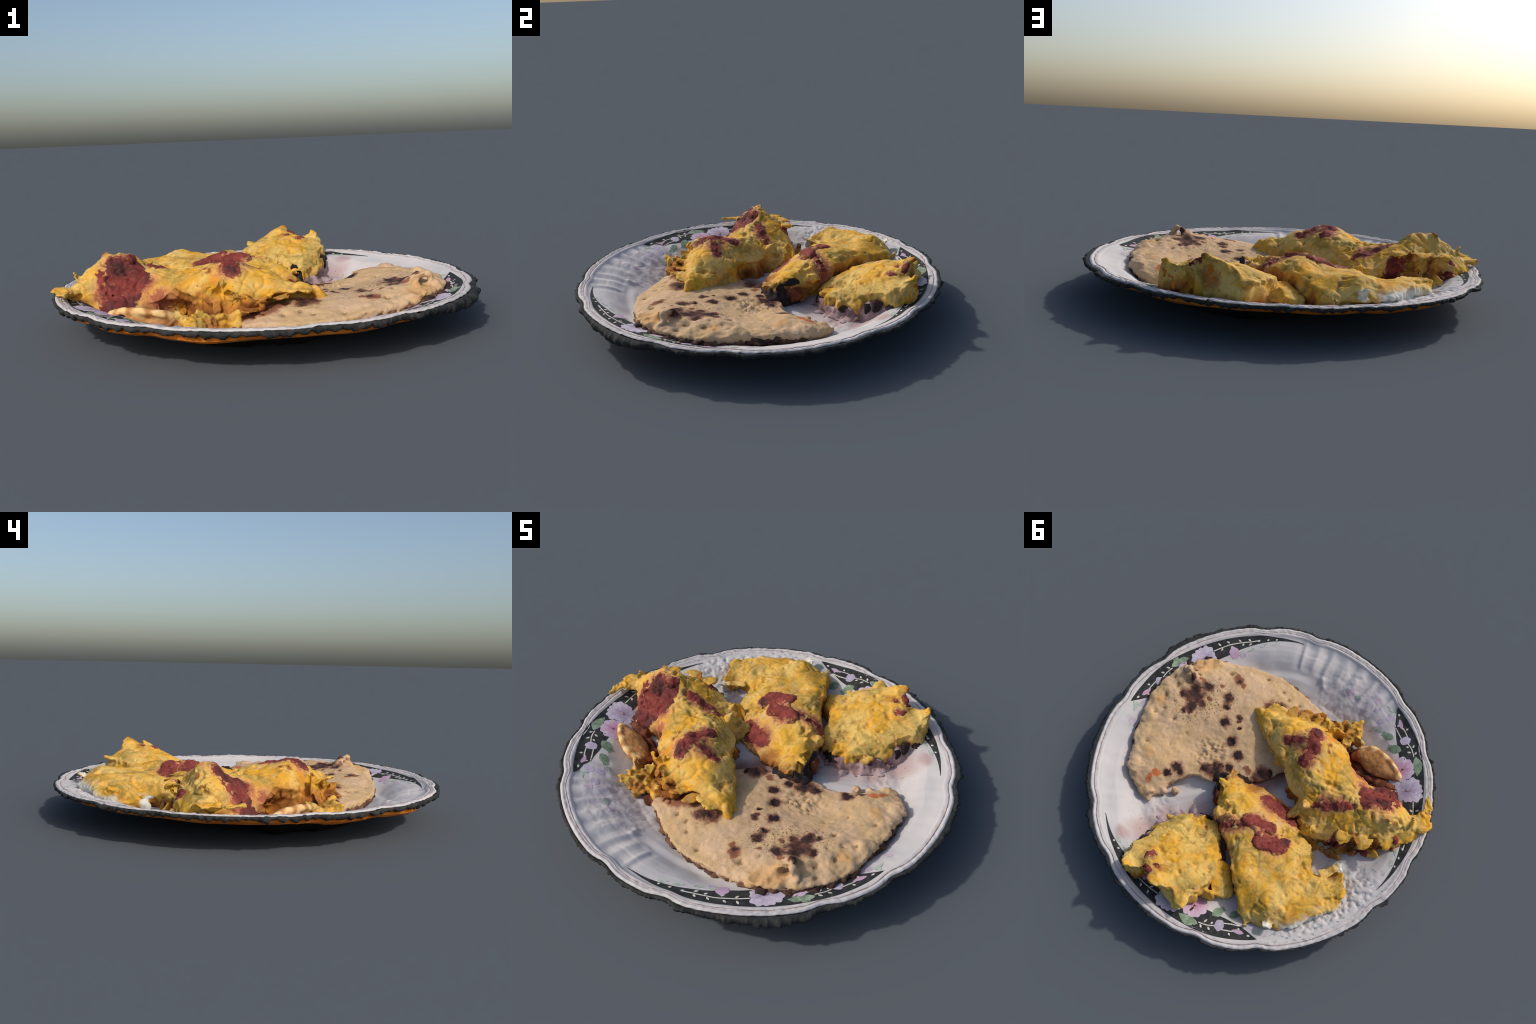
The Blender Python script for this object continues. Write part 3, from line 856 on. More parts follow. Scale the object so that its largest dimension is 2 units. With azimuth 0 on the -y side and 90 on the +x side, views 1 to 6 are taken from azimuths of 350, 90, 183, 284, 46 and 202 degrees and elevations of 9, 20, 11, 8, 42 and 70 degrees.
# ------------------------------------------------------------------ omelette pieces
def roughen(me, seed, big=.010, mid=.008, fine=.0028, fold=1.0):
    V, N = get(me)
    zone = sstep(-.25, .45, fbm(V, 4.5, 2, seed + 7))
    d = fbm(V, 5, 2, seed) * big + fbm(V, 10, 3, seed + 1, .48) * mid * (.5 + zone) + fbm(V, 36, 2, seed + 2) * fine * (.1 + .9 * zone)
    # creases and folds
    d = d + np.maximum(0, .09 - np.abs(fbm(V, 6, 2, seed + 11))) * .085 * fold * sstep(-.3, .3, fbm(V, 3, 2, seed + 12))
    d = d - np.maximum(0, .10 - np.abs(fbm(V, 7, 2, seed + 3))) * .07 * fold - np.maximum(0, .07 - np.abs(fbm(V * np.array([1, 1, .6]), 15, 2, seed + 5))) * .05 * zone * fold
    d = d - np.maximum(0, fbm(V, 21, 2, seed + 8) - .26) * .026 * (.4 + zone)
    side = 1 - sstep(.0, .5, N[:, 2])
    d = d + side * fbm(V * np.array([1, 1, .45]), 18, 3, seed + 4) * .013
    V2 = V + N * d[:, None]
    put(me, V2)

def push(me, moves):
    """Press hollows (or pull lips) in a given direction: (centre, radius, vector, z below which it acts)."""
    V, N = get(me)
    V = V.copy()
    for c, r, vec, zmax in moves:
        k = np.exp(-((V - np.array(c)) ** 2).sum(1) / r ** 2) * sstep(zmax + .012, zmax - .012, V[:, 2])
        V += k[:, None] * np.array(vec)
    put(me, V)

# --- the long roll on the left
A_OUT = [(.171, -.316, .160), (.175, -.360, .160), (.101, -.387, .20), (.009, -.400, .19), (-.082, -.405, .19), (-.164, -.440, .165), (-.229, -.423, .165), (-.290, -.390, .18), (-.369, -.336, .20), (-.440, -.258, .215),
         (-.485, -.223, .185), (-.553, -.215, .145), (-.621, -.215, .132), (-.689, -.228, .135), (-.737, -.190, .170), (-.808, -.120, .225), (-.883, -.085, .225), (-.918, -.050, .20), (-.912, .0, .185), (-.872, .054, .195),
         (-.815, .105, .205), (-.755, .125, .215), (-.690, .158, .215), (-.638, .168, .232), (-.560, .172, .250), (-.482, .182, .205), (-.416, .195, .175), (-.347, .185, .145), (-.294, .140, .13), (-.237, .070, .145), (-.180, .022, .160), (-.124, -.032, .178), (-.088, -.088, .196),
         (-.002, -.164, .198), (.099, -.252, .186)]
A_TOP = [(-.203, -.338, .298), (-.055, -.219, .258), (-.178, -.119, .282), (-.253, -.178, .293), (-.277, -.015, .240), (-.302, -.296, .288), (-.346, .05, .203), (-.546, .002, .285), (-.536, -.174, .208), (-.59, .026, .312), (-.792, -.07, .295), (-.747, .024, .338),
         (-.12, -.31, .285), (-.02, -.33, .255), (.06, -.33, .225), (-.40, -.12, .262), (-.35, -.2, .27), (-.66, .055, .322), (-.67, -.1, .245), (-.81, .0, .28), (-.45, .12, .205), (-.57, .10, .278), (-.62, .125, .262), (-.72, .07, .275), (-.787, .035, .278), (.12, -.33, .205), (-.08, -.16, .225)]
def build_roll_a():
    body = pad(A_OUT, A_TOP, .014, None, .004, 8, -.012, jag=.010)
    extra = [
        flap([(.05, -.33, .205), (.12, -.352, .195), (.165, -.368, .172), (.186, -.378, .138)], [.055, .048, .036, .016], .040, curl=-.25),
        flap([(.02, -.40, .19), (.08, -.41, .195), (.14, -.395, .180)], [.03, .035, .02], .022),
        flap([(-.735, .02, .31), (-.742, .022, .335), (-.750, .024, .352)], [.045, .030, .022], .030, up=(0, 1, 0)),
        # tail over the rim
        flap([(-.86, -.07, .19), (-.915, -.08, .196), (-.955, -.07, .205), (-.978, -.055, .198)], [.05, .045, .05, .03], .035),
        flap([(-.93, -.09, .200), (-.932, -.15, .204), (-.925, -.20, .208), (-.912, -.248, .212)], [.04, .035, .025, .008], .026),
        # tatters on the near side
        flap([(-.26, -.38, .20), (-.30, -.405, .21), (-.316, -.41, .232), (-.316, -.40, .250)], [.07, .055, .035, .010], .020, up=(.3, 1, 0)),
        flap([(-.18, -.43, .14), (-.15, -.455, .15), (-.13, -.47, .175)], [.06, .05, .03], .020, up=(0, 1, .3)),
        flap([(-.10, -.42, .15), (-.13, -.46, .135), (-.16, -.495, .138), (-.20, -.505, .146)], [.03, .045, .03, .012], .014),
        flap([(-.24, -.40, .12), (-.25, -.43, .10), (-.24, -.44, .07)], [.05, .04, .03], .03),
        flap([(.02, -.41, .17), (.00, -.445, .165), (-.015, -.475, .172), (-.03, -.49, .165)], [.05, .045, .028, .008], .014, up=(.2, .6, 1)),
        flap([(-.08, -.42, .17), (-.09, -.45, .175), (-.10, -.475, .160), (-.095, -.49, .140)], [.04, .035, .022, .008], .013, up=(.2, .8, .6)),
        flap([(-.17, -.42, .19), (-.19, -.455, .195), (-.205, -.475, .18)], [.035, .025, .008], .013, up=(.4, .8, .6)),
        flap([(-.22, -.40, .20), (-.225, -.43, .215), (-.22, -.455, .205)], [.035, .026, .008], .013, up=(.4, .8, .6)),
        flap([(-.275, -.40, .19), (-.285, -.425, .14), (-.28, -.44, .09)], [.022, .018, .010], .012, up=(.2, 1, .2)),
        flap([(-.215, -.42, .18), (-.215, -.445, .13), (-.22, -.452, .08)], [.020, .018, .010], .012, up=(.2, 1, .2)),
        flap([(-.05, -.40, .19), (-.055, -.432, .16), (-.06, -.44, .115)], [.022, .018, .008], .012, up=(.2, 1, .2)),
        flap([(.035, -.395, .19), (.035, -.425, .165), (.03, -.435, .135)], [.020, .016, .007], .012, up=(.2, 1, .2)),
        flap([(-.14, -.43, .12), (-.15, -.46, .105), (-.16, -.48, .085)], [.03, .022, .010], .016, up=(.4, .8, .6)),
        # outer lobes by the rim
        flap([(-.84, -.05, .22), (-.875, -.058, .262), (-.882, -.060, .282)], [.05, .03, .01], .025, up=(1, 0, .3)),
        # skirt on the side that faces the middle roll
        flap([(-.30, .02, .17), (-.27, .06, .12), (-.24, .08, .075)], [.10, .10, .11], .04, up=(.6, -.6, .6)),
        flap([(-.40, .14, .15), (-.385, .19, .11), (-.38, .215, .07)], [.08, .08, .06], .03, up=(0, -1, .6)),
        blob((-.70, .165, .11), (.08, .04, .05), .5, 1.8, 12), blob((-.58, .185, .10), (.08, .04, .06), .5, 1.8, 13),
        flap([(-.56, .17, .10), (-.555, .205, .09), (-.55, .23, .075)], [.06, .05, .02], .03), flap([(-.66, .13, .26), (-.665, .17, .262), (-.668, .205, .248)], [.06, .05, .012], .014, up=(0, .4, 1)), flap([(-.56, .15, .262), (-.555, .195, .262), (-.55, .222, .250)], [.05, .035, .01], .014, up=(0, .4, 1)), flap([(-.77, .09, .25), (-.79, .125, .252), (-.80, .15, .24)], [.05, .035, .01], .014, up=(0, .4, 1)), flap([(-.645, .13, .16), (-.655, .165, .165), (-.655, .192, .215)], [.05, .04, .012], .02),
        blob((-.66, -.22, .09), (.08, .04, .04), .5, 1.8, 16),
    ]
    me = remesh([body[:2]] + extra, .0062, 1)
    roughen(me, 60)
    V, N = get(me)
    d = np.zeros(len(V))
    for x, y, z, r, a in [(.06, -.30, .21, .035, .022), (-.45, -.275, .09, .075, .050), (-.58, -.235, .09, .05, .02), (.10, -.39, .15, .03, .01), (-.72, .13, .21, .030, .034), (-.62, .165, .215, .034, .036), (-.79, .10, .15, .035, .03), (-.60, .18, .15, .04, .03), (-.70, .15, .15, .03, .03), (-.50, .17, .12, .04, .025), (-.42, .02, .24, .05, .010), (-.73, -.18, .20, .03, .018), (-.22, -.43, .17, .03, .015), (-.06, -.43, .13, .03, .02)]:
        d -= a * np.exp(-((V - (x, y, z)) ** 2).sum(1) / r ** 2)
    put(me, V + N * d[:, None])
    push(me, [((.03, -.41, .135), .075, (0, .085, 0), .178), ((-.06, -.42, .13), .07, (0, .075, 0), .165), ((-.70, .17, .16), .08, (.01, -.035, .0), .232), ((-.56, .19, .14), .04, (0, -.025, 0), .22), ((-.43, -.27, .09), .075, (.02, .08, 0), .15), ((.09, -.39, .14), .05, (0, .05, 0), .165), ((-.11, -.06, .11), .065, (-.055, -.065, 0), .172), ((-.21, .03, .12), .05, (-.04, -.05, 0), .165)])
    return me
a_me = build_roll_a()
A_RED = [(-.21, -.32, .295, .06), (-.21, -.20, .295, .07), (-.12, -.24, .28, .06), (-.06, -.22, .265, .04), (-.22, -.14, .285, .05), (-.68, -.06, .29, .09), (-.66, -.17, .19, .10), (-.58, -.14, .22, .08), (-.40, .03, .23, .06), (-.48, .01, .26, .05), (-.74, -.16, .19, .08), (-.50, -.20, .15, .07)]
A_BROWN = [(-.25, -.03, .10, .09), (-.14, -.06, .09, .08), (-.20, -.0, .07, .10), (-.30, .10, .07, .06), (-.43, -.29, .10, .14), (-.30, -.40, .09, .12), (-.16, -.45, .10, .12), (-.55, -.24, .08, .1), (.02, -.42, .12, .07), (-.06, -.46, .12, .09),
           (-.62, .17, .12, .10), (-.78, .11, .13, .08), (-.72, .13, .19, .04), (-.45, .20, .07, .07), (.10, -.38, .12, .07), (-.748, .024, .35, .04), (-.86, -.12, .13, .07), (-.72, .11, .22, .035), (-.62, .15, .23, .04), (-.79, .03, .27, .03), (-.302, -.296, .30, .03), (-.325, -.255, .29, .02), (-.24, -.37, .25, .02), (-.36, -.35, .16, .05)]
roll_a = add("sausage_omelette_roll", a_me, None, egg_material("fried_egg_a", A_BROWN, [(-.83, .09, .08, .06), (-.76, .18, .08, .05)], 0.0, A_RED), "long rolled yellow omelette with red sausage slices", "omelette")
meat_a = lambda core: sausage_material("cured_sausage", [(-.68, -.07, .28, .075), (-.73, -.20, .13, .07), (-.62, -.2, .13, .07), (-.21, -.34, .29, .05)], core)
def slices(host_me, host, mat0, sets, name="sausage_slice"):
    mat = mat0
    for i, (caps, lift, ragged) in enumerate(sets):
        me = patch(host_me, caps, lift, .012, ragged, 80 + i * 3)
        if me and callable(mat0):
            pts = []
            for a, b, r in caps:
                for t in np.linspace(0, 1, 4 if np.hypot(*(np.array(a) - np.array(b))[:2]) > .06 else 2):
                    q = np.array(a) * (1 - t) + np.array(b) * t
                    pts.append((q[0], q[1], q[2], r * 1.12))
            mat = mat0(pts)
        if me:
            add(name, me, host, mat)
slices(a_me, roll_a, meat_a, [
    ([((-.625, -.02, .30), (-.575, -.125, .225), .042), ((-.69, -.075, .295), (-.64, -.16, .19), .062), ((-.75, -.115, .28), (-.72, -.18, .17), .044), ((-.66, -.2, .14), (-.74, -.2, .13), .05)], .003, .012),
    ([((-.735, -.085, .315), (-.750, -.13, .25), .018), ((-.750, -.13, .25), (-.745, -.18, .18), .016)], .013, .006),
    ([((-.36, .045, .20), (-.50, .012, .265), .031), ((-.50, .012, .27), (-.54, .0, .285), .022)], .005, .012),
    ([((-.205, -.325, .295), (-.215, -.22, .295), .046), ((-.19, -.27, .29), (-.07, -.222, .265), .030), ((-.22, -.20, .295), (-.185, -.125, .285), .034), ((-.24, -.17, .295), (-.20, -.13, .285), .028)], .0025, .024),
    ([((-.54, .165, .21), (-.52, .18, .13), .050), ((-.82, .07, .22), (-.81, .10, .15), .026), ((-.70, .17, .12), (-.66, .18, .10), .03)], .004, .012),
])

# --- the roll in the middle
B_OUT = [(.208, .109, .135), (.198, .076, .150), (.154, .046, .150), (.103, .055, .145), (.025, .062, .130), (-.093, .061, .115), (-.189, .075, .095), (-.255, .122, .09), (-.312, .204, .13), (-.382, .250, .135), (-.430, .290, .135), (-.475, .385, .12),
         (-.550, .390, .11), (-.597, .300, .13), (-.630, .345, .165), (-.672, .483, .185), (-.633, .558, .185), (-.560, .640, .190), (-.490, .710, .188), (-.395, .758, .170), (-.294, .786, .165), (-.231, .788, .165), (-.171, .698, .185), (-.100, .604, .205),
         (-.022, .495, .21), (.063, .399, .20), (.098, .352, .195), (.150, .275, .165), (.195, .190, .140)]
B_TOP = [(-.051, .488, .245), (-.107, .321, .247), (-.016, .25, .224), (-.209, .248, .200), (-.291, .321, .188), (-.64, .47, .200), (-.60, .61, .205), (-.432, .68, .220), (-.364, .735, .216), (.151, .06, .165), (.165, .18, .190), (-.20, .50, .212), (-.2, .42, .232), (-.10, .56, .232),
         (-.262, .158, .105), (-.088, .113, .150), (.08, .14, .19), (.05, .27, .222), (-.25, .62, .238), (-.36, .54, .226), (-.40, .62, .232), (-.5, .5, .214), (-.36, .42, .212), (-.35, .33, .195), (-.12, .19, .185), (-.54, .42, .188), (-.53, .60, .222)]
def build_roll_b():
    body = pad(B_OUT, B_TOP, .014, None, .010, 8, .010, jag=.010)
    extra = [
        flap([(-.52, .40, .15), (-.56, .35, .150), (-.59, .31, .155), (-.603, .275, .152)], [.036, .030, .022, .008], .020),
        flap([(-.62, .46, .17), (-.66, .46, .19), (-.68, .475, .196)], [.06, .04, .01], .025),
        flap([(-.36, .74, .185), (-.362, .765, .205), (-.364, .780, .212)], [.03, .035, .015], .018),
        flap([(-.23, .77, .13), (-.25, .80, .15), (-.262, .812, .175)], [.03, .018, .006], .016, up=(1, 0, .3)),
        flap([(.14, .05, .16), (.16, .03, .150), (.152, .022, .136)], [.03, .022, .010], .016),
        flap([(.165, .13, .18), (.205, .115, .182), (.222, .105, .175)], [.03, .022, .008], .016),
        flap([(-.30, .15, .08), (-.37, .20, .07), (-.44, .25, .06)], [.05, .05, .03], .03),
        blob((-.52, .60, .12), (.08, .06, .05), .4, 2, 23), blob((.04, .3, .215), (.05, .025, .02), .4, 2, 24), blob((-.02, .33, .225), (.04, .03, .018), .4, 2, 25),
        blob((.09, .23, .205), (.04, .03, .02), .4, 2, 27), blob((.13, .29, .17), (.03, .05, .03), .4, 2, 28),
    ]
    me = remesh([body[:2]] + extra, .0062, 1)
    roughen(me, 90, .010, .0065, .002, .8)
    V, N = get(me)
    d = np.zeros(len(V))
    for x, y, z, r, a in [(-.26, .27, .20, .035, .026), (-.051, .488, .248, .018, .014), (-.42, .40, .15, .03, .012), (-.47, .52, .21, .05, .012), (-.33, .55, .23, .05, .010), (.10, .28, .2, .02, .012), (-.57, .5, .19, .03, .012), (-.50, .47, .19, .02, .014), (.06, .2, .2, .03, .012)]:
        d -= a * np.exp(-((V - (x, y, z)) ** 2).sum(1) / r ** 2)
    put(me, V + N * d[:, None])
    return me
b_me = build_roll_b()
B_BROWN = [(.18, .13, .08, .11), (.20, .20, .09, .08), (.21, .12, .13, .05), (.10, .34, .15, .07), (.03, .44, .14, .09), (-.06, .56, .13, .09), (.17, .25, .11, .08), (.02, .06, .08, .09), (.14, .05, .10, .07), (-.14, .70, .11, .06), (-.051, .488, .245, .03), (.03, .33, .22, .05), (-.02, .32, .23, .03), (.08, .37, .2, .035), (-.42, .35, .09, .06), (-.38, .26, .07, .06), (-.28, .15, .07, .06)]
B_RED = [(-.12, .12, .15, .09), (-.22, .15, .12, .08), (-.10, .28, .23, .08), (-.22, .35, .22, .08), (.04, .345, .21, .06), (-.02, .33, .22, .05), (.09, .36, .18, .06)]
B_PALE = [(-.58, .64, .09, .14), (-.48, .71, .08, .13), (-.66, .54, .09, .09), (-.364, .785, .20, .05), (-.52, .68, .15, .05), (-.60, .30, .12, .05), (-.38, .78, .09, .05), (-.68, .46, .1, .08), (-.25, .82, .1, .05)]
roll_b = add("sausage_omelette_roll", b_me, None, egg_material("fried_egg_b", B_BROWN, B_PALE, 3.7, B_RED), "folded yellow omelette with two red sausage slices", "omelette")
meat_b = lambda core: sausage_material("cured_sausage", [(-.27, .29, .19, .05), (-.19, .30, .21, .04)], core)
slices(b_me, roll_b, meat_b, [
    ([((-.05, .285, .235), (-.165, .280, .215), .044), ((-.12, .30, .235), (-.13, .335, .235), .026)], .016, .020),
    ([((-.150, .372, .235), (-.25, .350, .205), .050), ((-.22, .36, .22), (-.27, .32, .19), .036)], .010, .020),
    ([((-.11, .325, .23), (-.22, .318, .20), .022)], .001, .010),
    ([((-.09, .115, .15), (-.17, .135, .145), .048), ((-.17, .12, .14), (-.25, .165, .11), .050)], .003, .014),
    ([((.075, .36, .20), (.04, .345, .215), .022), ((.02, .335, .22), (-.01, .33, .23), .016)], .003, .016),
])

# --- the small square piece at the back right
C_OUT = [(.455, .785, .270), (.483, .749, .265), (.480, .698, .245), (.468, .624, .215), (.442, .575, .195), (.403, .476, .165), (.350, .421, .150), (.323, .375, .140), (.280, .367, .140), (.219, .338, .130), (.180, .342, .128), (.125, .350, .130),
         (.070, .440, .165), (.034, .516, .185), (.024, .575, .200), (.010, .660, .215), (.030, .720, .220), (.060, .770, .218), (.090, .800, .220), (.136, .815, .245), (.179, .803, .285), (.212, .808, .302), (.270, .798, .312), (.324, .770, .295), (.351, .745, .280), (.379, .770, .268), (.415, .785, .268)]
C_TOP = [(.358, .668, .272), (.288, .715, .280), (.316, .757, .298), (.32, .518, .213), (.32, .626, .252), (.193, .44, .150), (.24, .60, .250), (.174, .659, .268), (.07, .568, .215), (.122, .734, .262), (.15, .52, .212), (.25, .50, .205), (.2, .74, .280), (.40, .56, .215), (.43, .70, .262), (.3, .43, .168)]
def build_piece_c():
    def bot(V):
        floor = plate_z(V[:, 0], V[:, 1], False) - .004
        hang = np.maximum(floor, H0(V) - .105 - .15 * fbm(np.c_[V, V[:, 0] * 0], 10, 2, 44))
        k = sstep(.50, .62, V[:, 1] - V[:, 0] * .25)
        return hang * (1 - k) + floor * k
    H0 = Heights(C_OUT + C_TOP)
    body = pad(C_OUT, C_TOP, .014, bot, .006, 7, .006, jag=.014)
    extra = [
        flap([(.43, .74, .265), (.452, .765, .275), (.455, .782, .292)], [.05, .035, .008], .022),
        flap([(.12, .79, .22), (.095, .835, .225), (.078, .862, .230)], [.05, .035, .010], .026),
        flap([(.25, .77, .30), (.275, .80, .313), (.283, .815, .321)], [.05, .04, .02], .022),
        flap([(.20, .36, .13), (.185, .345, .10), (.18, .335, .085)], [.04, .025, .008], .02, up=(0, 1, .2)),
        flap([(.28, .38, .13), (.275, .365, .10), (.27, .36, .08)], [.05, .035, .012], .022, up=(0, 1, .2)),
        flap([(.345, .42, .13), (.352, .408, .10), (.355, .405, .075)], [.05, .035, .012], .022, up=(0, 1, .2)),
        flap([(.40, .49, .15), (.415, .482, .13), (.42, .48, .11)], [.06, .05, .03], .022, up=(-1, 1, .2)),
        flap([(.46, .66, .22), (.482, .68, .18), (.49, .69, .13), (.488, .69, .10)], [.05, .04, .03, .012], .024, up=(-1, .2, 0)),
        flap([(.09, .76, .19), (.085, .78, .15), (.08, .78, .13)], [.05, .05, .04], .04, up=(0, -1, .2)),
        flap([(.0, .71, .17), (-.005, .73, .15), (.0, .74, .13)], [.04, .04, .03], .04, up=(0, -1, .2)),
    ]
    me = remesh([body[:2]] + extra, .0062, 1)
    roughen(me, 120, .008, .004, .0012, .5)
    V, N = get(me)
    d = np.zeros(len(V))
    for x, y, z, r, a in [(.193, .44, .150, .026, .020), (.32, .626, .25, .016, .012), (.17, .40, .14, .02, .010), (.39, .74, .28, .03, .016), (.40, .80, .26, .03, .015), (.33, .44, .13, .02, .012), (.26, .39, .12, .02, .012)]:
        d -= a * np.exp(-((V - (x, y, z)) ** 2).sum(1) / r ** 2)
    put(me, V + N * d[:, None])
    push(me, [((.38, .80, .17), .05, (0, .036, 0), .25), ((.16, .81, .18), .05, (0, .040, 0), .245), ((.12, .82, .16), .06, (0, .035, 0), .2)])
    return me
c_me = build_piece_c()
C_BROWN = [(.40, .80, .18, .07), (.28, .83, .22, .07), (.48, .60, .12, .07), (.02, .62, .11, .08), (.13, .33, .09, .05), (.27, .72, .28, .025), (.17, .40, .13, .02), (.43, .55, .20, .03), (.30, .815, .315, .03), (.09, .36, .09, .06)]
piece_c = add("omelette_piece", c_me, None, egg_material("fried_egg_c", C_BROWN, [], 8.3), "small square slab of yellow omelette", "omelette")
meat_c = lambda core: sausage_material("cured_sausage", (), core)
slices(c_me, piece_c, meat_c, [
    ([((.345, .665, .27), (.375, .68, .275), .020)], .003, .012),
    ([((.288, .715, .28), (.292, .72, .28), .014)], .002, .008),
    ([((.315, .757, .298), (.345, .745, .28), .022)], .003, .010),
])
slices(c_me, piece_c, rust, [([((.47, .79, .20), (.43, .80, .17), .042), ((.39, .83, .16), (.40, .85, .15), .025), ((.27, .835, .25), (.27, .86, .19), .036)], -.001, .02)], "torn_underskin")
# mauve-brown plate shadow, modelled as the film that the small piece stands on
shadow_skirt_mat = plain_material("baked_shadow_skirt", srgb(172, 150, 150), srgb(138, 108, 104), 10, .45, .25, 40)
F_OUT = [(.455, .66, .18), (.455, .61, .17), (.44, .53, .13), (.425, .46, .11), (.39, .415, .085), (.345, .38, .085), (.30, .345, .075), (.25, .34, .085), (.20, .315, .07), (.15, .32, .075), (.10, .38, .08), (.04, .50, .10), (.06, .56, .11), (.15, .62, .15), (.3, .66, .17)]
def build_shadow_skirt():
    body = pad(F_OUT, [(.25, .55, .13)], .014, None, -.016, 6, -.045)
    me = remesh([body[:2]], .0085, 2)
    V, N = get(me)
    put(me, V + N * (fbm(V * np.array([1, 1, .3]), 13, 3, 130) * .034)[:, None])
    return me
shadow_skirt = add("baked_shadow_skirt", build_shadow_skirt(), piece_c, shadow_skirt_mat)
# dark scorched scraps hanging under the slab
char_mat = plain_material("charred_scrap", srgb(40, 35, 36), srgb(64, 48, 44), 20, .7, .5, 60)
dark_meat = plain_material("dark_browned_scrap", srgb(96, 52, 36), srgb(134, 78, 48), 22, .55, .4, 50)
parts = [flap([(.462, .60, .17), (.474, .588, .14), (.47, .575, .11)], [.025, .022, .008], .016, up=(-1, .3, 0)), flap([(.45, .55, .15), (.462, .545, .125), (.455, .54, .095)], [.018, .016, .008], .016, up=(-1, .3, 0)),
         blob((.485, .66, .13), (.03, .03, .03), .5, 2, 31), blob((.20, .34, .075), (.05, .03, .03), .5, 2, 33)]
add("charred_scrap", mesh_from("charred_scrap", *join(parts)), piece_c, char_mat, kind="stuff")

# low scrap of omelette between the two
L_OUT = [(.030, .545, .165), (-.036, .545, .165), (-.085, .603, .155), (-.125, .676, .14), (-.080, .71, .14), (-.010, .715, .165), (.02, .62, .175)]
me = remesh([pad(L_OUT, [(-.04, .62, .172)], .014, None, .006, 6)[:2]], .008, 2); roughen(me, 140, .006, .008, .004)
add("omelette_scrap", me, None, egg_material("fried_egg_d", [(-.06, .6, .08, .06)], [], 5.1), "low folded scrap of yellow omelette", "omelette")

# --- charred end under the tip of the middle roll
parts = [blob((.165, .08, .085), (.056, .052, .052), .6, 2.0, 41), blob((.208, .135, .09), (.028, .045, .052), .6, 2.0, 42), blob((.18, .19, .08), (.022, .035, .04), .5, 1.8, 43), blob((.11, .05, .075), (.06, .04, .045), .5, 1.8, 44), blob((.235, .085, .10), (.035, .03, .018), .6, 2, 45),
         flap([(.205, .14, .17), (.215, .16, .178), (.20, .195, .184), (.19, .222, .172)], [.008, .022, .026, .010], .012, up=(1, .2, .4)), flap([(.214, .11, .14), (.218, .12, .165), (.214, .13, .182)], [.03, .022, .008], .014, up=(1, .2, .2))]
me = remesh(parts, .008, 1)
V, N = get(me); put(me, V + N * (fbm(V, 26, 3, 150) * .010)[:, None])
add("charred_end", me, roll_b, char_mat)
parts = [blob((.19, .20, .11), (.020, .04, .045), .4, 2, 46), flap([(.215, .17, .15), (.222, .18, .11), (.22, .185, .075)], [.03, .024, .008], .012, up=(1, .2, 0))]
me = remesh(parts, .008, 1); V, N = get(me); put(me, V + N * (fbm(V, 26, 3, 151) * .008)[:, None])
add("browned_end", me, roll_b, dark_meat)

# --- thin crust leaning between the long roll and the rim
def build_crust():
    parts = [flap([(-.42, -.345, .085), (-.48, -.362, .115), (-.56, -.345, .128), (-.64, -.318, .130), (-.735, -.312, .130)], [.022, .046, .066, .046, .014], .030, up=(.2, .36, .85)),
             flap([(-.44, -.405, .115), (-.53, -.420, .142), (-.61, -.395, .152), (-.68, -.355, .148), (-.735, -.318, .134)], [.010, .018, .020, .018, .008], .036, up=(.2, .4, .8)),
             blob((-.52, -.405, .10), (.06, .02, .03), .4, 2, 51), blob((-.61, -.38, .115), (.06, .02, .03), .4, 2, 52), blob((-.45, -.39, .085), (.03, .025, .03), .4, 2, 53)]
    me = remesh(parts, .0072, 2); V, N = get(me); put(me, V + N * (fbm(V, 9, 3, 160) * .009 + fbm(V, 60, 2, 161) * .0015)[:, None])
    return me
m = Nodes("toasted_crust", .7, .25)
c = m.mix(m.range(m.noise(14, 4, .6, .3), .35, .65), srgb(190, 142, 90), srgb(168, 114, 66))
sx = m.spots([(-.46, -.345, .07, .07), (-.52, -.33, .06, .07), (-.60, -.30, .06, .07), (-.68, -.28, .07, .07), (-.43, -.36, .08, .05)], m.warp(.08, 14))
c = m.mix(m.range(sx, -.1, .5), c, srgb(150, 78, 40))
c = m.mix(m.range(m.spots([(-.53, -.43, .145, .03), (-.61, -.41, .15, .035), (-.68, -.365, .15, .03), (-.47, -.42, .13, .03), (-.73, -.325, .14, .03)], m.warp(.05, 20)), -.2, .4), c, srgb(228, 190, 132))
m.bump(m.noise(60, 4, .6), .35, .01)
crust_mat = m.done(c)
crust = add("bread_crust", build_crust(), None, crust_mat, "torn curved crust of toasted bread", "bread")
parts = [blob((x, y, z), (r * 1.3, r, r * .9), .6, 2.2, s, 2) for x, y, z, r, s in [(-.56, -.262, .07, .03, 1), (-.61, -.268, .075, .035, 2), (-.66, -.265, .085, .032, 3), (-.70, -.245, .10, .035, 4), (-.50, -.28, .06, .03, 5), (-.64, -.245, .10, .03, 6), (-.40, -.37, .055, .04, 7), (-.48, -.33, .05, .04, 8)]]
me = remesh(parts, .008, 1); V, N = get(me); put(me, V + N * (fbm(V, 30, 3, 170) * .009)[:, None])
add("browned_scrap", me, roll_a, plain_material("dark_fried_scrap", srgb(70, 40, 32), srgb(124, 72, 50), 18, .5, .4, 50), kind="stuff")

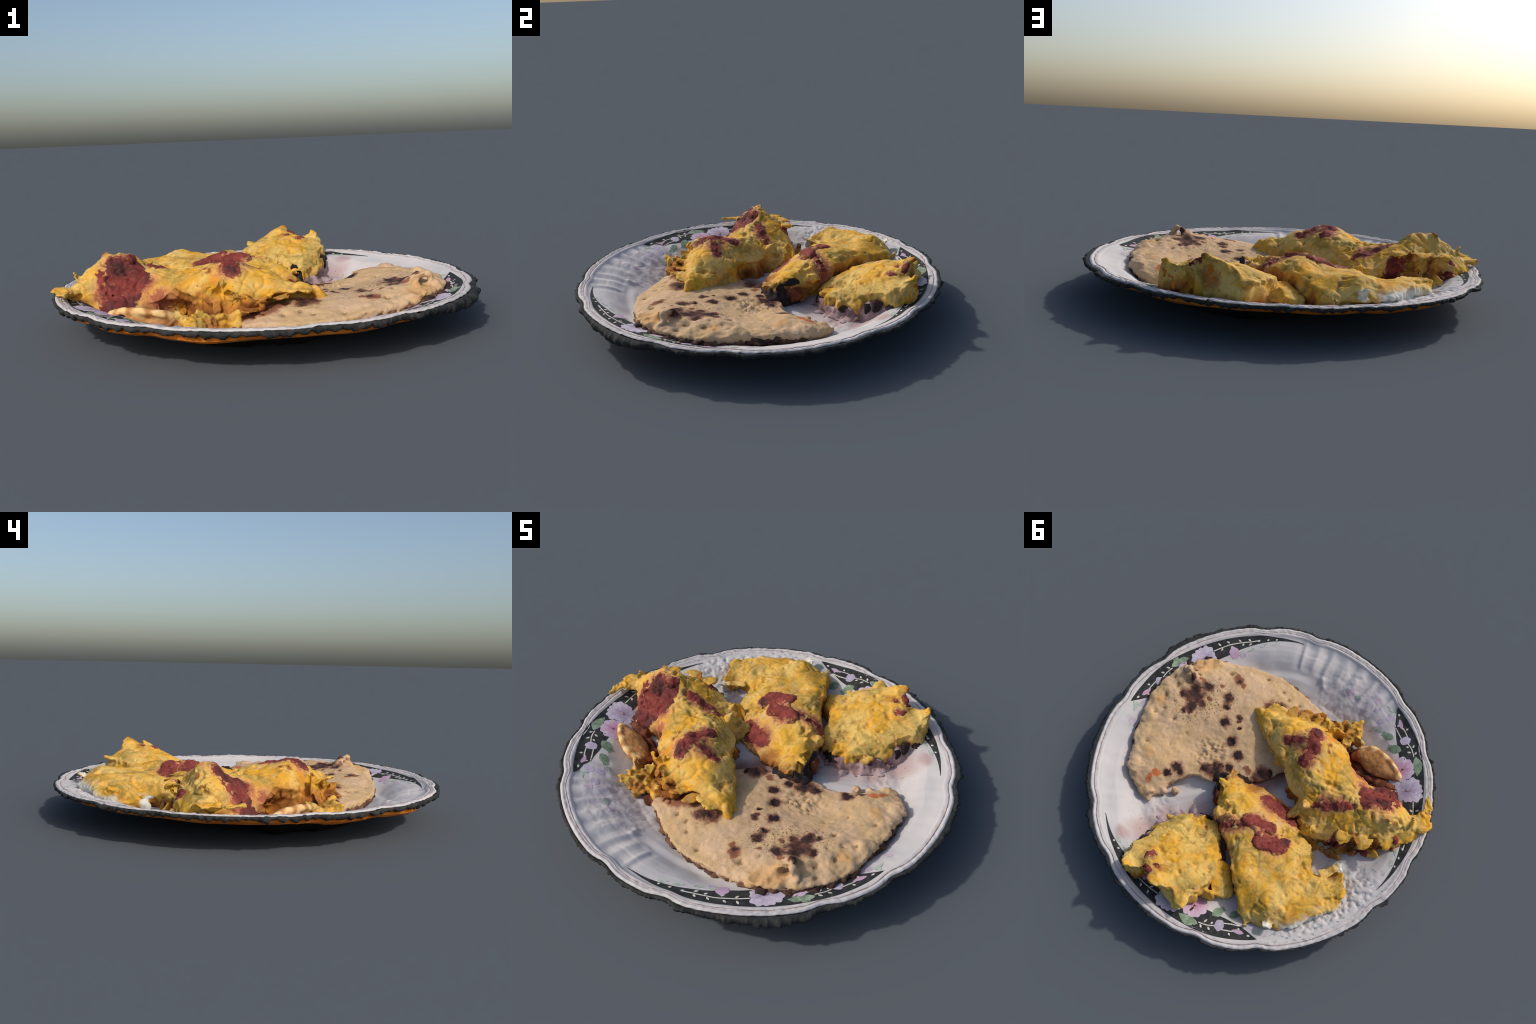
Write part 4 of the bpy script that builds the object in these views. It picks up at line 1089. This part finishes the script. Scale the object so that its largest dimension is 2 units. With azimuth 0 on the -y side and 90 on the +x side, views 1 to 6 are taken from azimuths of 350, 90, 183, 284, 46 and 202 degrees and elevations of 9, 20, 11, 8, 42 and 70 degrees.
# --- crumbled egg at the foot of the long roll
def crumbs():
    out = []
    r2 = np.random.default_rng(12)
    spec = [(-.30, -.47, .10, .036), (-.345, -.50, .105, .036), (-.375, -.53, .11, .032), (-.395, -.548, .125, .022), (-.40, -.49, .10, .034), (-.385, -.45, .095, .03), (-.43, -.44, .10, .026), (-.25, -.47, .095, .034), (-.21, -.48, .10, .03), (-.34, -.455, .10, .03), (-.36, -.40, .11, .03), (-.315, -.52, .085, .03)]
    for i, (x, y, z, r) in enumerate(spec):
        out.append(blob((x, y, z - .012), (r, r, r * 1.15), .55, 1.9, 60 + i))
    for i, (p, w) in enumerate([([(-.39, -.54, .10), (-.398, -.558, .125), (-.402, -.568, .146)], [.03, .02, .006]), ([(-.42, -.45, .10), (-.445, -.44, .13), (-.45, -.432, .150)], [.03, .026, .008]), ([(-.40, -.50, .11), (-.425, -.505, .135)], [.03, .010]),
                                ([(-.27, -.47, .10), (-.275, -.49, .125), (-.27, -.50, .14)], [.03, .022, .008]), ([(-.33, -.49, .11), (-.34, -.51, .135), (-.345, -.515, .148)], [.03, .02, .008]), ([(-.22, -.47, .10), (-.20, -.485, .125), (-.195, -.49, .14)], [.03, .02, .008])]):
        out.append(flap(p, w, .018, up=(.3, .6, .2)))
    me = remesh(out, .007, 1)
    V, N = get(me); put(me, V + N * (fbm(V, 28, 3, 180) * .012)[:, None])
    return me
add("crumbled_egg", crumbs(), None, egg_material("crumbled_egg_skin", [(-.25, -.45, .07, .07), (-.34, -.50, .06, .07), (-.42, -.44, .06, .05), (-.20, -.46, .07, .06)], [], 1.9), "crumbled scraps of fried egg", "egg")
parts = [blob((x, y, z), (r, r, r * .5), .5, 2, s, 2) for x, y, z, r, s in [(-.20, -.49, .06, .045, 1), (-.14, -.49, .085, .04, 2), (-.08, -.47, .10, .045, 3), (-.02, -.45, .115, .04, 4), (-.28, -.43, .055, .05, 5), (-.25, -.50, .05, .04, 6)]]
me = remesh(parts, .008, 1); V, N = get(me); put(me, V + N * (fbm(V, 24, 3, 190) * .010)[:, None])
add("browned_drip", me, roll_a, plain_material("browned_grease", srgb(126, 70, 44), srgb(78, 42, 32), 16, .45, .3, 50), kind="stuff")

# --- scrap of crust behind the long roll
parts = [flap([(-.545, .22, .06), (-.555, .245, .085), (-.56, .25, .115), (-.555, .255, .135)], [.045, .035, .022, .008], .026, up=(.2, 1, 0)), blob((-.53, .235, .065), (.05, .035, .03), .5, 2, 71), blob((-.47, .24, .06), (.03, .03, .02), .5, 2, 72)]
me = remesh(parts, .008, 1); V, N = get(me); put(me, V + N * (fbm(V, 26, 3, 200) * .008)[:, None])
add("crust_scrap", me, None, plain_material("toasted_scrap", srgb(196, 150, 84), srgb(132, 82, 46), 20, .65, .4, 50), "small toasted scrap of crust", "crumb")
